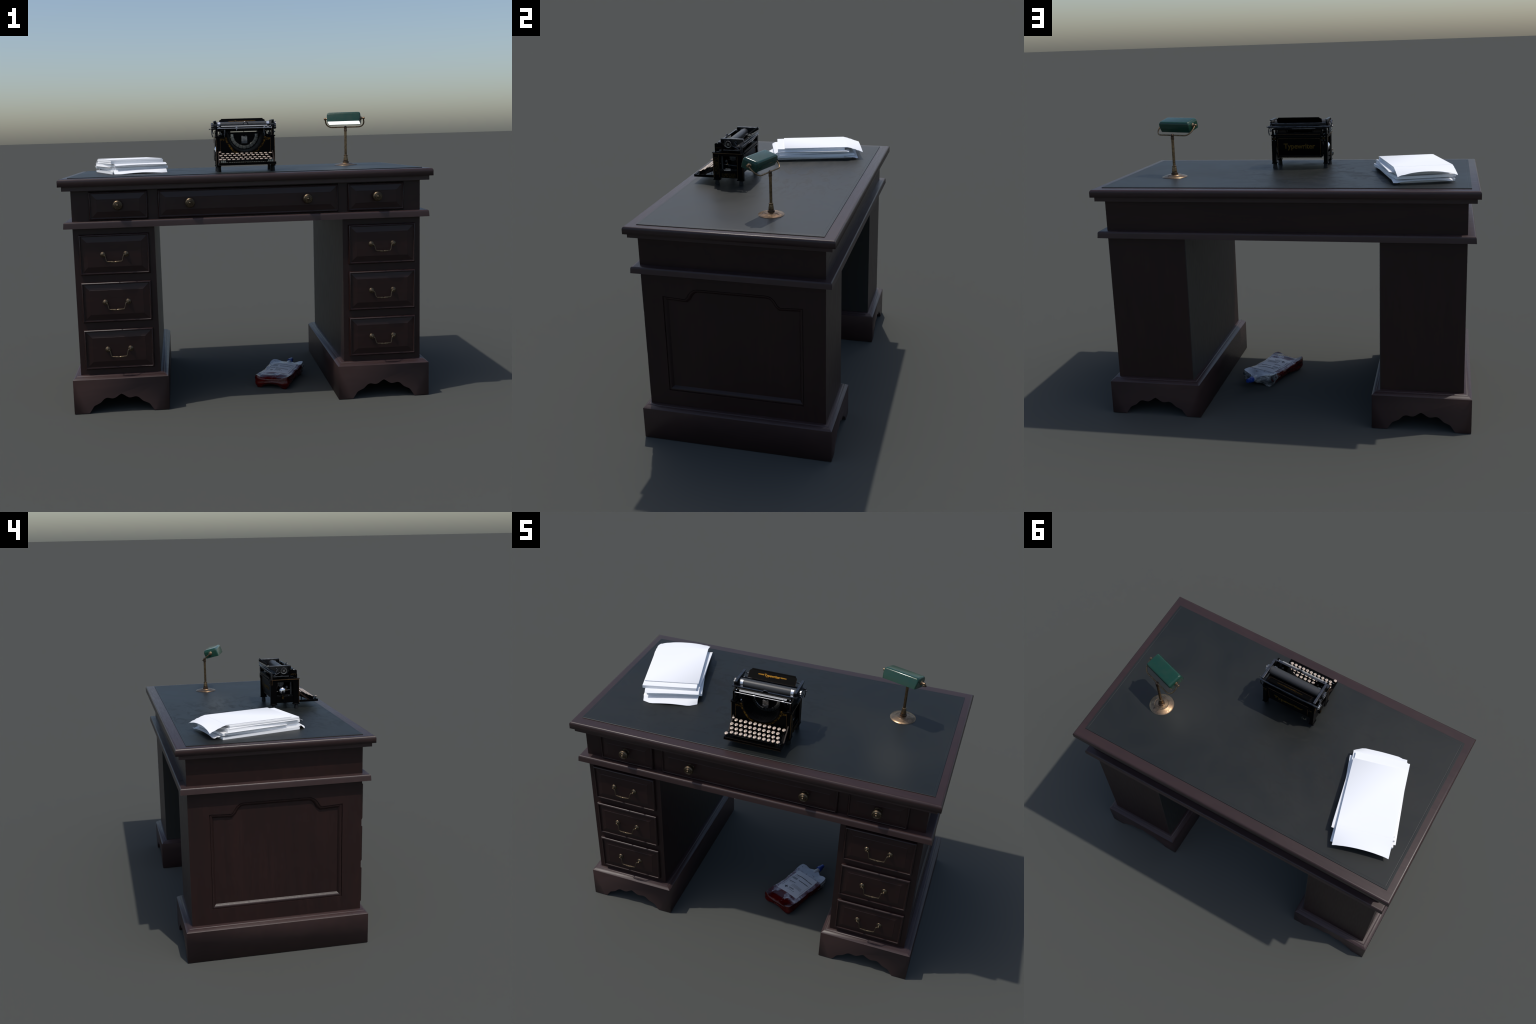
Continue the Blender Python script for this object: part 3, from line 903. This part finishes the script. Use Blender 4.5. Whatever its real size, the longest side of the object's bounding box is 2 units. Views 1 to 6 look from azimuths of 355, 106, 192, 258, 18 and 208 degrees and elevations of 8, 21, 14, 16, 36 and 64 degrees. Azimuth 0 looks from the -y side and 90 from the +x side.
# knurled platen knobs
s = Shape()
for x, sd in ((-0.1655, -1), (0.1745, 1)):
    rings = []
    for r, h in ((0.0165, 0.0), (0.0205, 0.001), (0.0212, 0.003), (0.0212, 0.011), (0.0200, 0.0125), (0.0165, 0.0120), (0.0150, 0.0095), (0.0085, 0.0095), (0.0080, 0.0125), (0.0, 0.0130)):
        ring = []
        for j in range(48):
            k = r * (1 - (0.09 if (j % 4 in (2, 3) and r > 0.0202) else 0.0))
            ring.append((x + sd * h, -0.2265 + k * cos(2 * pi * j / 48), 1.5245 + k * sin(2 * pi * j / 48)))
        rings.append(ring)
    s.loft(rings)
    for k in range(4):
        a = pi / 4 + k * pi / 2
        s.lathe([(0.0024, 0), (0.0018, 0.0020)], (x + sd * 0.0095, -0.2265 + 0.0118 * cos(a), 1.5245 + 0.0118 * sin(a)), (sd, 0, 0), 8)
    s.rod((x - sd * 0.012, -0.2265, 1.5245), (x + sd * 0.001, -0.2265, 1.5245), 0.007)
for x, sd in ((-0.1655, -1), (0.1745, 1)):
    s.lathe([(0.0146, 0.0096), (0.0146, 0.0101), (0.0088, 0.0101), (0.0088, 0.0096)], (x, -0.2265, 1.5245), (sd, 0, 0), 28, 1)
part("platen_knob", s, [KNURL, BLACK_SATIN], carriage, angle=30)

# slanted paper table with lettering
ya, za, yb, zb = -0.1325, 1.5672, -0.1780, 1.5345
run = Vector((0, yb - ya, zb - za)).normalized()
nrm = Vector((0, run.z, -run.y))
nrm = nrm if nrm.z > 0 else -nrm
L = Vector((0, yb - ya, zb - za)).length
def on_table(a, b, d):
    p = Vector((a, ya, za)) + run * b + nrm * d
    return (p.x, p.y, p.z)
s = Shape()
table = [(-0.1160, 0.0), (0.1225, 0.0), (0.1250, 0.006), (0.1320, 0.012), (0.1330, 0.018), (0.1350, L), (-0.1255, L), (-0.1275, 0.018), (-0.1260, 0.012), (-0.1190, 0.006)]
s.prism(table, on_table, -0.003, 0.0)
s.prism([(-0.1150, -0.001), (0.1215, -0.001), (0.1230, 0.0055), (-0.1165, 0.0055)], on_table, -0.004, 0.0015)
ptable = part("paper_table", s, [MATT_BLACK], carriage, 0.0006)
s = Shape()
edge = [on_table(a, b, 0.0) for a, b in table]
for i in (3, 4, 5, 6, 7):
    s.rod(edge[i], edge[(i + 1) % 10], 0.0007, n=6)
part("paper_table_lining", s, [GOLD_FAINT], ptable)
s = Shape()
mt = axes(Vector(on_table(0.0020, 0.0262, 0.0006)), (1, 0, 0), tuple(-run), tuple(nrm))
v, f = lettering("Typewriter", 0.0190, 0.0004, mt, 0.0006)
s.add(v, f)
for sx in (-1, 1):
    for k in range(9):
        x = 0.0020 + sx * (0.0470 + 0.0036 * k)
        h = 0.0042 - 0.0002 * k + 0.0008 * (k % 2)
        s.prism([(x - 0.0013, 0.0262 - h), (x + 0.0013, 0.0252 - h * 0.7), (x + 0.0013, 0.0262 + h * 0.6), (x - 0.0013, 0.0262 + h * 0.75)], on_table, 0.0001, 0.0010)
part("paper_table_lettering", s, [GOLD_BRIGHT], ptable, merge=0)

# rails, scale, sliding rod, levers
s = Shape()
notch = [(TC + 0.007 + 0.0125 * cos(a), -0.2885 - 0.004 * sin(a), 1.5345 + 0.0115 * sin(a)) for a in [pi - pi * i / 10 for i in range(11)]]
s.box(-0.170, TC - 0.006, -0.2920, -0.2840, 1.5325, 1.5360)
s.box(TC + 0.020, 0.176, -0.2920, -0.2840, 1.5325, 1.5360)
s.tube([(TC - 0.010, -0.2880, 1.5343)] + notch + [(TC + 0.024, -0.2880, 1.5343)], 0.0030, 8)
s.box(-0.172, -0.150, -0.290, -0.270, 1.5290, 1.5350)
s.box(0.158, 0.178, -0.290, -0.270, 1.5290, 1.5350)
s.rod((-0.152, -0.1375, 1.5345), (0.162, -0.1375, 1.5345), 0.0032)
s.rod((-0.176, -0.1480, 1.5130), (0.186, -0.1480, 1.5130), 0.0058, n=14)
s.box(-0.090, 0.045, -0.1520, -0.1440, 1.5010, 1.5060)
s.rod((0.184, -0.1640, 1.5130), (0.1945, -0.1640, 1.5130), 0.0025)
s.ball((0.1945, -0.1640, 1.5130), 0.0038)
s.rod((-0.170, -0.1690, 1.5130), (-0.1860, -0.1690, 1.5115), 0.0022)
s.ball((-0.1860, -0.1690, 1.5115), 0.0034)
s.tube([(0.178, -0.150, 1.512), (0.183, -0.150, 1.500), (0.184, -0.150, 1.486), (0.180, -0.150, 1.466)], 0.0030, 8)
s.tube([(-0.168, -0.150, 1.512), (-0.172, -0.150, 1.500), (-0.172, -0.150, 1.486), (-0.168, -0.150, 1.466)], 0.0030, 8)
for x, sd in ((-0.168, -1), (0.176, 1)):
    s.rod((x, -0.205, 1.5150), (x, -0.165, 1.4950), 0.0026)
    s.rod((x, -0.190, 1.5350), (x + sd * 0.004, -0.175, 1.5180), 0.0024)
    s.ball((x, -0.1800, 1.5380), 0.0042)
    s.box(x - 0.004, x + 0.004, -0.260, -0.160, 1.4860, 1.4920)
part("carriage_rail", s, [STEEL_DARK], carriage)
s = Shape()
s.rod((-0.1490, -0.3105, 1.5118), (0.1555, -0.3090, 1.5108), 0.0027, n=12)
for p in ((-0.1490, -0.3110, 1.5118), (0.1555, -0.3095, 1.5108), (-0.1420, -0.3000, 1.5215), (0.1480, -0.2985, 1.5205)):
    s.ball(p, 0.0042, 14)
for x in (-0.040, 0.115):
    s.lathe([(0.0042, -0.007), (0.0048, -0.003), (0.0042, 0.0), (0.0048, 0.003), (0.0042, 0.007)], (x, -0.3098, 1.5113), (1, 0, 0), 14)
    s.rod((x, -0.3110, 1.500 if x < 0 else 1.508), (x, -0.3080, 1.5240), 0.0016)
part("margin_rod", s, [STEEL], carriage)
s = Shape()
sm = Matrix.Rotation(radians(28), 4, 'X')
c = Vector((0.0030, -0.3045, 1.5232))
s.box(-0.1275, 0.1275, -0.0050, 0.0050, -0.0012, 0.0012, 0, Matrix.Translation(c) @ sm)
s.box(-0.1450, 0.1450, 0.0050, 0.0180, -0.0035, -0.0010, 1, Matrix.Translation(c) @ sm)
for k in range(84):
    x = -0.124 + 0.248 * k / 83
    s.box(x - 0.0003, x + 0.0003, -0.0045 if k % 5 == 0 else -0.002, 0.0045, 0.0011, 0.0015, 1, Matrix.Translation(c) @ sm)
part("paper_scale", s, [RULE, BLACK_SATIN], carriage, merge=0)

# ================================================================== desk lamp
LX, LY = 0.6645, 0.157
lamp = root("desk_lamp", (LX, LY, TZ), "banker style lamp with green shade on brass stem", "lamp")
s = Shape()
s.lathe([(0.0690, 0.0), (0.0710, 0.0010), (0.0695, 0.0028), (0.0580, 0.0068), (0.0480, 0.0098), (0.0410, 0.0122), (0.0400, 0.0118), (0.0385, 0.0118), (0.0370, 0.0135), (0.0240, 0.0155), (0.0, 0.0160)],
        (LX, LY, TZ), (0, 0, 1), 48)
part("lamp_base", s, [LAMP_COPPER], lamp)
s = Shape()
s.lathe([(0.0190, 0.0145), (0.0195, 0.0180), (0.0190, 0.0235), (0.0150, 0.0245), (0.0140, 0.0290), (0.0145, 0.0300)], (LX, LY, TZ), (0, 0, 1), 28, 1)
s.lathe([(0.0145, 0.0300), (0.0148, 0.0330), (0.0125, 0.0480), (0.0112, 0.0560), (0.0122, 0.0572), (0.0124, 0.0615), (0.0112, 0.0635), (0.0070, 0.0650)], (LX, LY, TZ), (0, 0, 1), 28)
s.lathe([(0.0078, 0.0640), (0.0078, 0.2080)], (LX, LY, TZ), (0, 0, 1), 20)
s.lathe([(0.0078, 0.2070), (0.0100, 0.2085), (0.0092, 0.2130), (0.0098, 0.2150), (0.0092, 0.2180), (0.0085, 0.2290), (0.0100, 0.2320), (0.0085, 0.2365), (0.0045, 0.2395), (0.0, 0.2400)], (LX, LY, TZ), (0, 0, 1), 20, 1)
part("stem", s, [LAMP_BRASS, LAMP_DARK], lamp, angle=40)
A = radians(-17.8)
ax = Vector((cos(A), sin(A), 0))
fw = Vector((sin(A), -cos(A), 0))
up3 = Vector((0, 0, 1))
def L3(a, n, z):
    return Vector((LX, LY, 0)) + ax * a + fw * n + up3 * z
s = Shape()
PN, PZ = 0.0600, 1.5570
BN, BZ = 0.0010, 1.5060
half = []
path = []
def yoke_pt(a, t):      # t: 0 at bar, 1 at pivot (in the tilted plane)
    return L3(a, BN + (PN - BN) * t, BZ + (PZ - BZ) * t)
pts = [yoke_pt(-0.1155, 1.0), yoke_pt(-0.1165, 0.62)]
for i in range(1, 8):
    a = pi / 2 * i / 8
    pts.append(yoke_pt(-0.1165 + 0.036 * (1 - cos(a)), 0.62 - 0.62 * sin(a) + 0.0))
pts += [yoke_pt(-0.075, 0.0), yoke_pt(-0.03, 0.0)]
full = pts + [yoke_pt(0, 0)] + [yoke_pt(-((p - Vector((LX, LY, 0))).dot(ax)), ((p.z - BZ) / (PZ - BZ))) for p in reversed(pts)]
s.tube(full, 0.0040, 12)
part("yoke", s, [LAMP_BRASS], lamp, angle=60)
s = Shape()
for sx in (-1, 1):
    s.lathe([(0.0125, 0), (0.0125, 0.003), (0.0100, 0.005), (0.0060, 0.006), (0.0050, 0.012), (0.0066, 0.013), (0.0071, 0.017), (0.0071, 0.0230), (0.0060, 0.0245), (0, 0.0248)],
            L3(sx * 0.0995, PN, PZ), ax * sx, 20)
part("shade_pivot", s, [LAMP_COPPER], lamp)
# shade: tapered rounded trough, open below
T = radians(14.0)
def S3(a, u, v):          # u along the tilted underside (back to front), v out of it
    return L3(a, 0.0295 + u * cos(T) - v * sin(T), 1.5188 + u * sin(T) + v * cos(T))
def shade_ring(half, v, u0, u1, r=0.008, k=5):
    corners = [(half - r, u1 - r, 0), (-half + r, u1 - r, pi / 2), (-half + r, u0 + r, pi), (half - r, u0 + r, 1.5 * pi)]
    out = []
    for ca, cu, a0 in corners:
        for i in range(k + 1):
            a = a0 + pi / 2 * i / k
            out.append(S3(ca + r * cos(a), cu + r * sin(a), v))
    return out
s = Shape()
outer = [(0.0975, 0.0, 0.0, 0.0920), (0.1000, 0.019, -0.0040, 0.0905), (0.1012, 0.033, -0.0058, 0.0885), (0.1012, 0.042, -0.0055, 0.0870)]
for i in range(1, 7):
    a = pi / 2 * i / 6
    d = 0.0170
    outer.append((0.1012 - 0.0110 * (1 - cos(a)), 0.0420 + d * sin(a), -0.0055 + 0.0125 * (1 - cos(a)), 0.0870 - 0.0125 * (1 - cos(a))))
inner = [(0.0780, 0.0540, 0.0200, 0.0700), (0.0915, 0.0400, 0.0070, 0.0835), (0.0955, 0.0, 0.0030, 0.0890)]
rings = [shade_ring(h, v, a, b) for h, v, a, b in outer]
n = len(rings[0])
s.loft(rings, 0, False, True)
s.loft([rings[0]] + [shade_ring(h, v, a, b, 0.004) for h, v, a, b in reversed(inner)], 0, False, True)
shade = part("shade", s, [GREEN], lamp, angle=50)
s = Shape()
s.loft([shade_ring(0.0945, 0.0030, 0.0040, 0.0880, 0.003), shade_ring(0.0945, 0.0060, 0.0040, 0.0880, 0.003)])
part("light_panel", s, [GLOW], shade)

# ================================================================== papers
papers = root("paper_stack", (-0.66, 0.12, TZ), "untidy stack of blank white paper with curled ends", "paper")
def bundle(fr, ang, width, length, ztop, thick, back=None, front=None, seed=0, shade_corner=False):
    """A block of sheets; the top sheets may run on and droop past the block (back / front: reach, drop, corner drop)."""
    w = Vector((cos(radians(ang)), sin(radians(ang)), 0))
    l = Vector((-w.y, w.x, 0))
    o = Vector((*fr, 0))
    P = lambda u, v, z: o - w * u + l * v + up3 * z
    r = random.Random(seed)
    s = Shape()
    zb = ztop - thick
    k = 4
    rings = []
    for i in range(k + 1):               # slightly uneven sides, as loose sheets make
        z = zb + (thick - 0.0004) * i / k
        j = [r.uniform(-0.0012, 0.0012) for _ in range(4)]
        rings.append([P(0 + j[0], 0.001 + j[1], z), P(width + j[2], 0.001 + j[1], z), P(width + j[2], length + j[3], z), P(0 + j[0], length + j[3], z)])
    s.loft(rings)
    if back or front:
        nu, rows = 16, []
        vs = [length * i / 12 for i in range(13)]
        ext = []
        if front:
            vs = [-front[0] * (5 - i) / 5 for i in range(5)] + vs
        if back:
            vs = vs + [length + back[0] * (i + 1) / 8 for i in range(8)]
        th = 0.0011
        grid = []
        for v in vs:
            row = []
            for i in range(nu + 1):
                u = i / nu
                c = abs(2 * u - 1)
                dz, vv = 0.0, v
                if v > length and back:
                    t = (v - length) / back[0]
                    dl = back[1] + (back[2] - back[1]) * u          # right .. left drop
                    dz = dl * (0.40 + 0.60 * c ** 2.2) * t ** 1.2
                    vv = v - back[0] * 0.06 * t * (1 - c ** 2)
                    dz += 0.0026 * sin(22 * t + 37 * u + seed) * t * c ** 4
                if v < 0 and front:
                    t = -v / front[0]
                    dl = front[1] + (front[2] - front[1]) * u
                    dz = dl * (0.62 + 0.38 * c ** 1.5) * t ** 1.3
                    vv = v + front[0] * front[3] * t * max(0.0, (c - 0.70) / 0.30)
                z = max(ztop + 0.0012 - dz, TZ + 0.0022)
                row.append((u * width, vv, z))
            grid.append(row)
        m = nu + 1
        topv = [P(*p) for row in grid for p in row]
        botv = [P(p[0], p[1], max(p[2] - th, TZ + 0.0006)) for row in grid for p in row]
        nr = len(grid)
        faces = [(a * m + i, a * m + i + 1, (a + 1) * m + i + 1, (a + 1) * m + i) for a in range(nr - 1) for i in range(nu)]
        N = len(topv)
        allf = faces + [tuple(q + N for q in reversed(f)) for f in faces]
        border = [i for i in range(m)] + [a * m + nu for a in range(1, nr)] + [(nr - 1) * m + i for i in range(nu - 1, -1, -1)] + [a * m for a in range(nr - 2, 0, -1)]
        for i in range(len(border)):
            a, b = border[i], border[(i + 1) % len(border)]
            allf.append((a, b, b + N, a + N))
        s.add(topv + botv, allf)
    if shade_corner:              # flat top leaf; tilted corner normals below draw a dark shading triangle
        c4 = [(0, -0.0006), (width, -0.0006), (width, length), (0, length)]
        n0 = len(s.v)
        s.add([P(u, v, ztop + 0.0018) for u, v in c4] + [P(u, v, ztop + 0.0004) for u, v in c4],
              [(0, 1, 3), (1, 2, 3), (7, 5, 4), (7, 6, 5), (0, 4, 5, 1), (1, 5, 6, 2), (2, 6, 7, 3), (3, 7, 4, 0)])
    ob = part("sheet_bundle", s, [PAPER], papers, angle=40, merge=0)
    if shade_corner:
        me = ob.data
        nor = [tuple(c.vector) for c in me.corner_normals]
        for poly in me.polygons:
            for li in poly.loop_indices:
                if me.loops[li].vertex_index == n0 and poly.normal.z > 0.9:
                    nor[li] = tuple((up3 + w * 0.42 - l * 0.10).normalized())
                if me.loops[li].vertex_index == n0 + 1 and poly.normal.z > 0.9:
                    nor[li] = tuple((up3 - w * 0.10 - l * 0.05).normalized())
        me.normals_split_custom_set(nor)
    return ob
bundle((-0.4690, -0.1040), 16.0, 0.282, 0.490, 1.2880, 0.0141, seed=1)
bundle((-0.4400, -0.1150), 14.0, 0.303, 0.455, 1.2955, 0.0070, back=(0.092, 0.014, 0.013), front=(0.051, 0.024, 0.024, 0.47), seed=2)
bundle((-0.4295, -0.0825), 18.5, 0.308, 0.497, 1.3112, 0.0142, seed=3)
bundle((-0.4420, -0.0930), 18.0, 0.300, 0.470, 1.3302, 0.0175, front=(0.024, 0.010, 0.010, 0.1), seed=4)
bundle((-0.4840, -0.0140), 17.5, 0.296, 0.395, 1.3124, 0.0008, seed=7)
bundle((-0.4480, -0.0800), 12.5, 0.302, 0.430, 1.3316, 0.0010, back=(0.020, 0.004, 0.003), seed=8)
bundle((-0.4562, -0.0985), 15.2, 0.301, 0.440, 1.3492, 0.0172, seed=5)
bundle((-0.4616, -0.0525), 15.0, 0.304, 0.410, 1.3528, 0.0032, back=(0.102, 0.035, 0.036), seed=6, shade_corner=True)

# ================================================================== blood bag
BW = radians(-23.6)
bag_root = root("plastic_fluid_bag", (0.192, -0.098, 0.0), "clear medical bag of red liquid with printed label", "medical bag")
bag_root.rotation_euler = (0, 0, BW)
def bag_mesh():
    """Pillow-like pouch: waisted sides, raised stiff corners, arched under the foot and neck ends."""
    nu, nv = 26, 44
    hw0, hl = 0.1035, 0.186
    hgt = 0.070
    r = random.Random(3)
    ph = [r.uniform(0, 6.28) for _ in range(8)]
    def wave(u, v):
        return 0.0016 * sin(34 * u + ph[0] + 9 * v) + 0.0013 * sin(52 * v + ph[1] - 20 * u) + 0.0010 * sin(81 * v + 47 * u + ph[2])
    def top(a, b):
        waist = 1 - 0.085 * (1 - b * b) ** 1.5
        # rounded corners in plan
        ends = 1 - 0.050 * abs(a) ** 6
        dip = 1 - (0.02 if b > 0 else 0.045) * (1 - a * a) * abs(b) ** 3
        x = hw0 * a * waist * (1 - 0.10 * abs(b) ** 12)
        y = hl * b * ends * dip
        if b > 0.55:
            y += 0.026 * ((b - 0.55) / 0.45) ** 2 * max(0.0, 1 - (a / 0.42) ** 2)
        z = 0.0675 + 0.0065 * (abs(a) ** 3) * (abs(b) ** 2) - 0.004 * (1 - b * b) * (a * a) + 0.0035 * (1 - a * a) * (1 - b * b)
        if b > 0.6:
            z -= 0.012 * ((b - 0.6) / 0.4) ** 1.5 * max(0.0, 1 - (a / 0.75) ** 2)
        if b < -0.75:
            z -= 0.012 * ((-b - 0.75) / 0.25) ** 1.2 * max(0.0, 1 - (a / 0.9) ** 2)
        return x, y, z + wave(x, y)
    s = Shape()
    av = [-1 + 2 * i / nu for i in range(nu + 1)]
    bv = [-1 + 2 * j / nv for j in range(nv + 1)]
    border = [(a, -1.0) for a in av] + [(1.0, b) for b in bv[1:]] + [(a, 1.0) for a in reversed(av[:-1])] + [(-1.0, b) for b in reversed(bv[1:-1])]
    verts, idx = [], {}
    for j, b in enumerate(bv):
        for i, a in enumerate(av):
            idx[(i, j)] = len(verts)
            verts.append(top(a, b))
    faces = [(idx[i, j], idx[i + 1, j], idx[i + 1, j + 1], idx[i, j + 1]) for j in range(nv) for i in range(nu)]
    s.add(verts, faces)
    def low(a, b):
        end = abs(b) ** 8
        lift = 0.0
        if abs(b) > abs(a) - 1e-6 and abs(b) > 0.98:
            lift = 0.020 * max(0.0, 1 - (a / 0.72) ** 2)
        if abs(a) > 0.98:
            lift = max(lift, 0.012 * max(0.0, 1 - (b / 0.7) ** 2))
        return lift
    K = 9
    rings = []
    for k in range(K + 1):
        t = k / K
        ring = []
        for a, b in border:
            x, y, zt = top(a, b)
            zl = low(a, b)
            z = zt + (zl - zt) * t
            bulge = 0.0075 * sin(pi * min(1, t * 1.05)) ** 0.8 if 0 < t < 1 else 0.0
            pinch = -0.010 * t ** 3
            crease = 0.0030 * sin(3 * pi * t + 9 * (x - y)) * sin(pi * t)
            off = bulge + pinch + crease
            nx, ny = (a, 0) if abs(a) > 0.999 and abs(b) < 0.999 else ((0, b) if abs(a) < 0.999 else (a * .7, b * .7))
            ring.append((x + nx * off, y + ny * off, z))
        rings.append(ring)
    inner = [(x * 0.80, y * 0.88, 0.016) for x, y, z in rings[-1]]
    s.loft(rings + [inner], 0, False, True)
    return s.mesh("pouch", [BAG], (0, 0, 0), 60, 1e-5), top
pouch_me, bag_top = bag_mesh()
def bag_part(name, shape, mats, parent=None, angle=40, merge=1e-5):
    ob = bpy.data.objects.new(name, shape.mesh(name, mats, (0, 0, 0), angle, merge))
    COL.objects.link(ob)
    ob.parent = parent or bag_root
    return ob
pouch = bpy.data.objects.new("pouch", pouch_me)
COL.objects.link(pouch)
pouch.parent = bag_root
def surf(u, v, lift=0.0):
    """Point on the bag's top at local (u, v)."""
    b = max(-1, min(1, v / 0.186))
    a = max(-1, min(1, u / (0.1035 * (1 - 0.085 * (1 - b * b) ** 1.5))))
    x, y, z = bag_top(a, b)
    return (u, v, z + lift)
def patch(s, u0, u1, v0, v1, lift, th, mat=0, nu=10, nv=14, cut=0.0):
    def p(i, j, l):
        u, v = u0 + (u1 - u0) * i / nu, v0 + (v1 - v0) * j / nv
        return surf(u, v, l)
    m = nu + 1
    t = [p(i, j, lift) for j in range(nv + 1) for i in range(m)]
    b = [p(i, j, lift - th) for j in range(nv + 1) for i in range(m)]
    f = [(j * m + i, j * m + i + 1, (j + 1) * m + i + 1, (j + 1) * m + i) for j in range(nv) for i in range(nu)]
    N = len(t)
    bd = list(range(m)) + [j * m + nu for j in range(1, nv + 1)] + [nv * m + i for i in range(nu - 1, -1, -1)] + [j * m for j in range(nv - 1, 0, -1)]
    s.add(t + b, f + [tuple(q + N for q in reversed(g)) for g in f] + [(bd[i], bd[(i + 1) % len(bd)], bd[(i + 1) % len(bd)] + N, bd[i] + N) for i in range(len(bd))], mat)
s = Shape()
patch(s, -0.076, 0.078, -0.086, 0.116, 0.0022, 0.003)
label = bag_part("label", s, [LABEL], pouch)
s = Shape()
def words(u0, u1, v, h, mat, gap=0.0022, seed=0):
    r = random.Random(seed)
    u = u0
    while u < u1 - 0.003:
        w = min(r.uniform(0.004, 0.014), u1 - u)
        patch(s, u, u + w, v - h / 2, v + h / 2, 0.0029, 0.0012, mat, max(1, int(w / 0.004)), 1)
        u += w + gap
words(-0.058, 0.066, 0.075, 0.0046, 0, 0.0016, 1)
words(-0.012, 0.060, 0.043, 0.0042, 0, 0.0014, 2)
words(-0.062, -0.026, 0.066, 0.0016, 1, seed=3)
words(-0.062, -0.030, 0.060, 0.0016, 1, seed=4)
patch(s, -0.062, -0.026, 0.036, 0.052, 0.0028, 0.0012, 1, 5, 3)
words(-0.058, -0.012, 0.010, 0.0030, 0, 0.0016, 6)
words(-0.058, -0.030, 0.001, 0.0014, 1, seed=7)
for k in range(4):
    words(-0.020, 0.058, -0.008 - 0.0065 * k, 0.0014, 1, seed=8 + k)
patch(s, -0.018, 0.018, -0.048, -0.038, 0.0028, 0.0012, 1, 5, 2)
patch(s, -0.0405, -0.0345, -0.0580, -0.0380, 0.0030, 0.0014, 0, 2, 3)
patch(s, -0.0475, -0.0275, -0.0510, -0.0450, 0.0031, 0.0014, 0, 3, 2)
for k, u in enumerate((-0.018, -0.008, 0.002, 0.012, 0.024)):
    patch(s, u, u + 0.005, -0.060, -0.055, 0.0029, 0.0012, 0 if k == 4 else 1, 1, 1)
for k in range(22):
    v = 0.050 - 0.005 * k
    patch(s, -0.0700, -0.0668 + 0.0016 * (k % 3), v, v + 0.0022, 0.0028, 0.0012, 1, 1, 1)
    patch(s, 0.0680, 0.0712 - 0.0016 * (k % 2), v, v + 0.0022, 0.0028, 0.0012, 1, 1, 1)
pr = bag_part("label_print", s, [LABEL_INK, LABEL_GREY], label, merge=0)
pr["kind"] = "stuff"
s = Shape()
s.lathe([(0.018, -0.02), (0.017, 0.010), (0.0135, 0.018), (0.0125, 0.036), (0.0, 0.037)], (-0.002, 0.198, 0.046), (0, 1, 0.14), 20)
bag_part("neck", s, [CLEAR], pouch)
s = Shape()
s.lathe([(0.0165, 0.0), (0.0180, 0.001), (0.0170, 0.018), (0.0160, 0.022), (0.0125, 0.024), (0.0120, 0.042), (0.0105, 0.0455), (0.0, 0.046)], (-0.003, 0.2260, 0.0510), (0.04, 1, 0.10), 20)
bag_part("cap", s, [BLUE], pouch)
s = Shape()
s.rod((-0.080, 0.158, 0.060), (-0.080, 0.158, bag_top(-0.8, 0.85)[2] + 0.0012), 0.0026)
bag_part("hang_hole", s, [LABEL_INK], pouch)
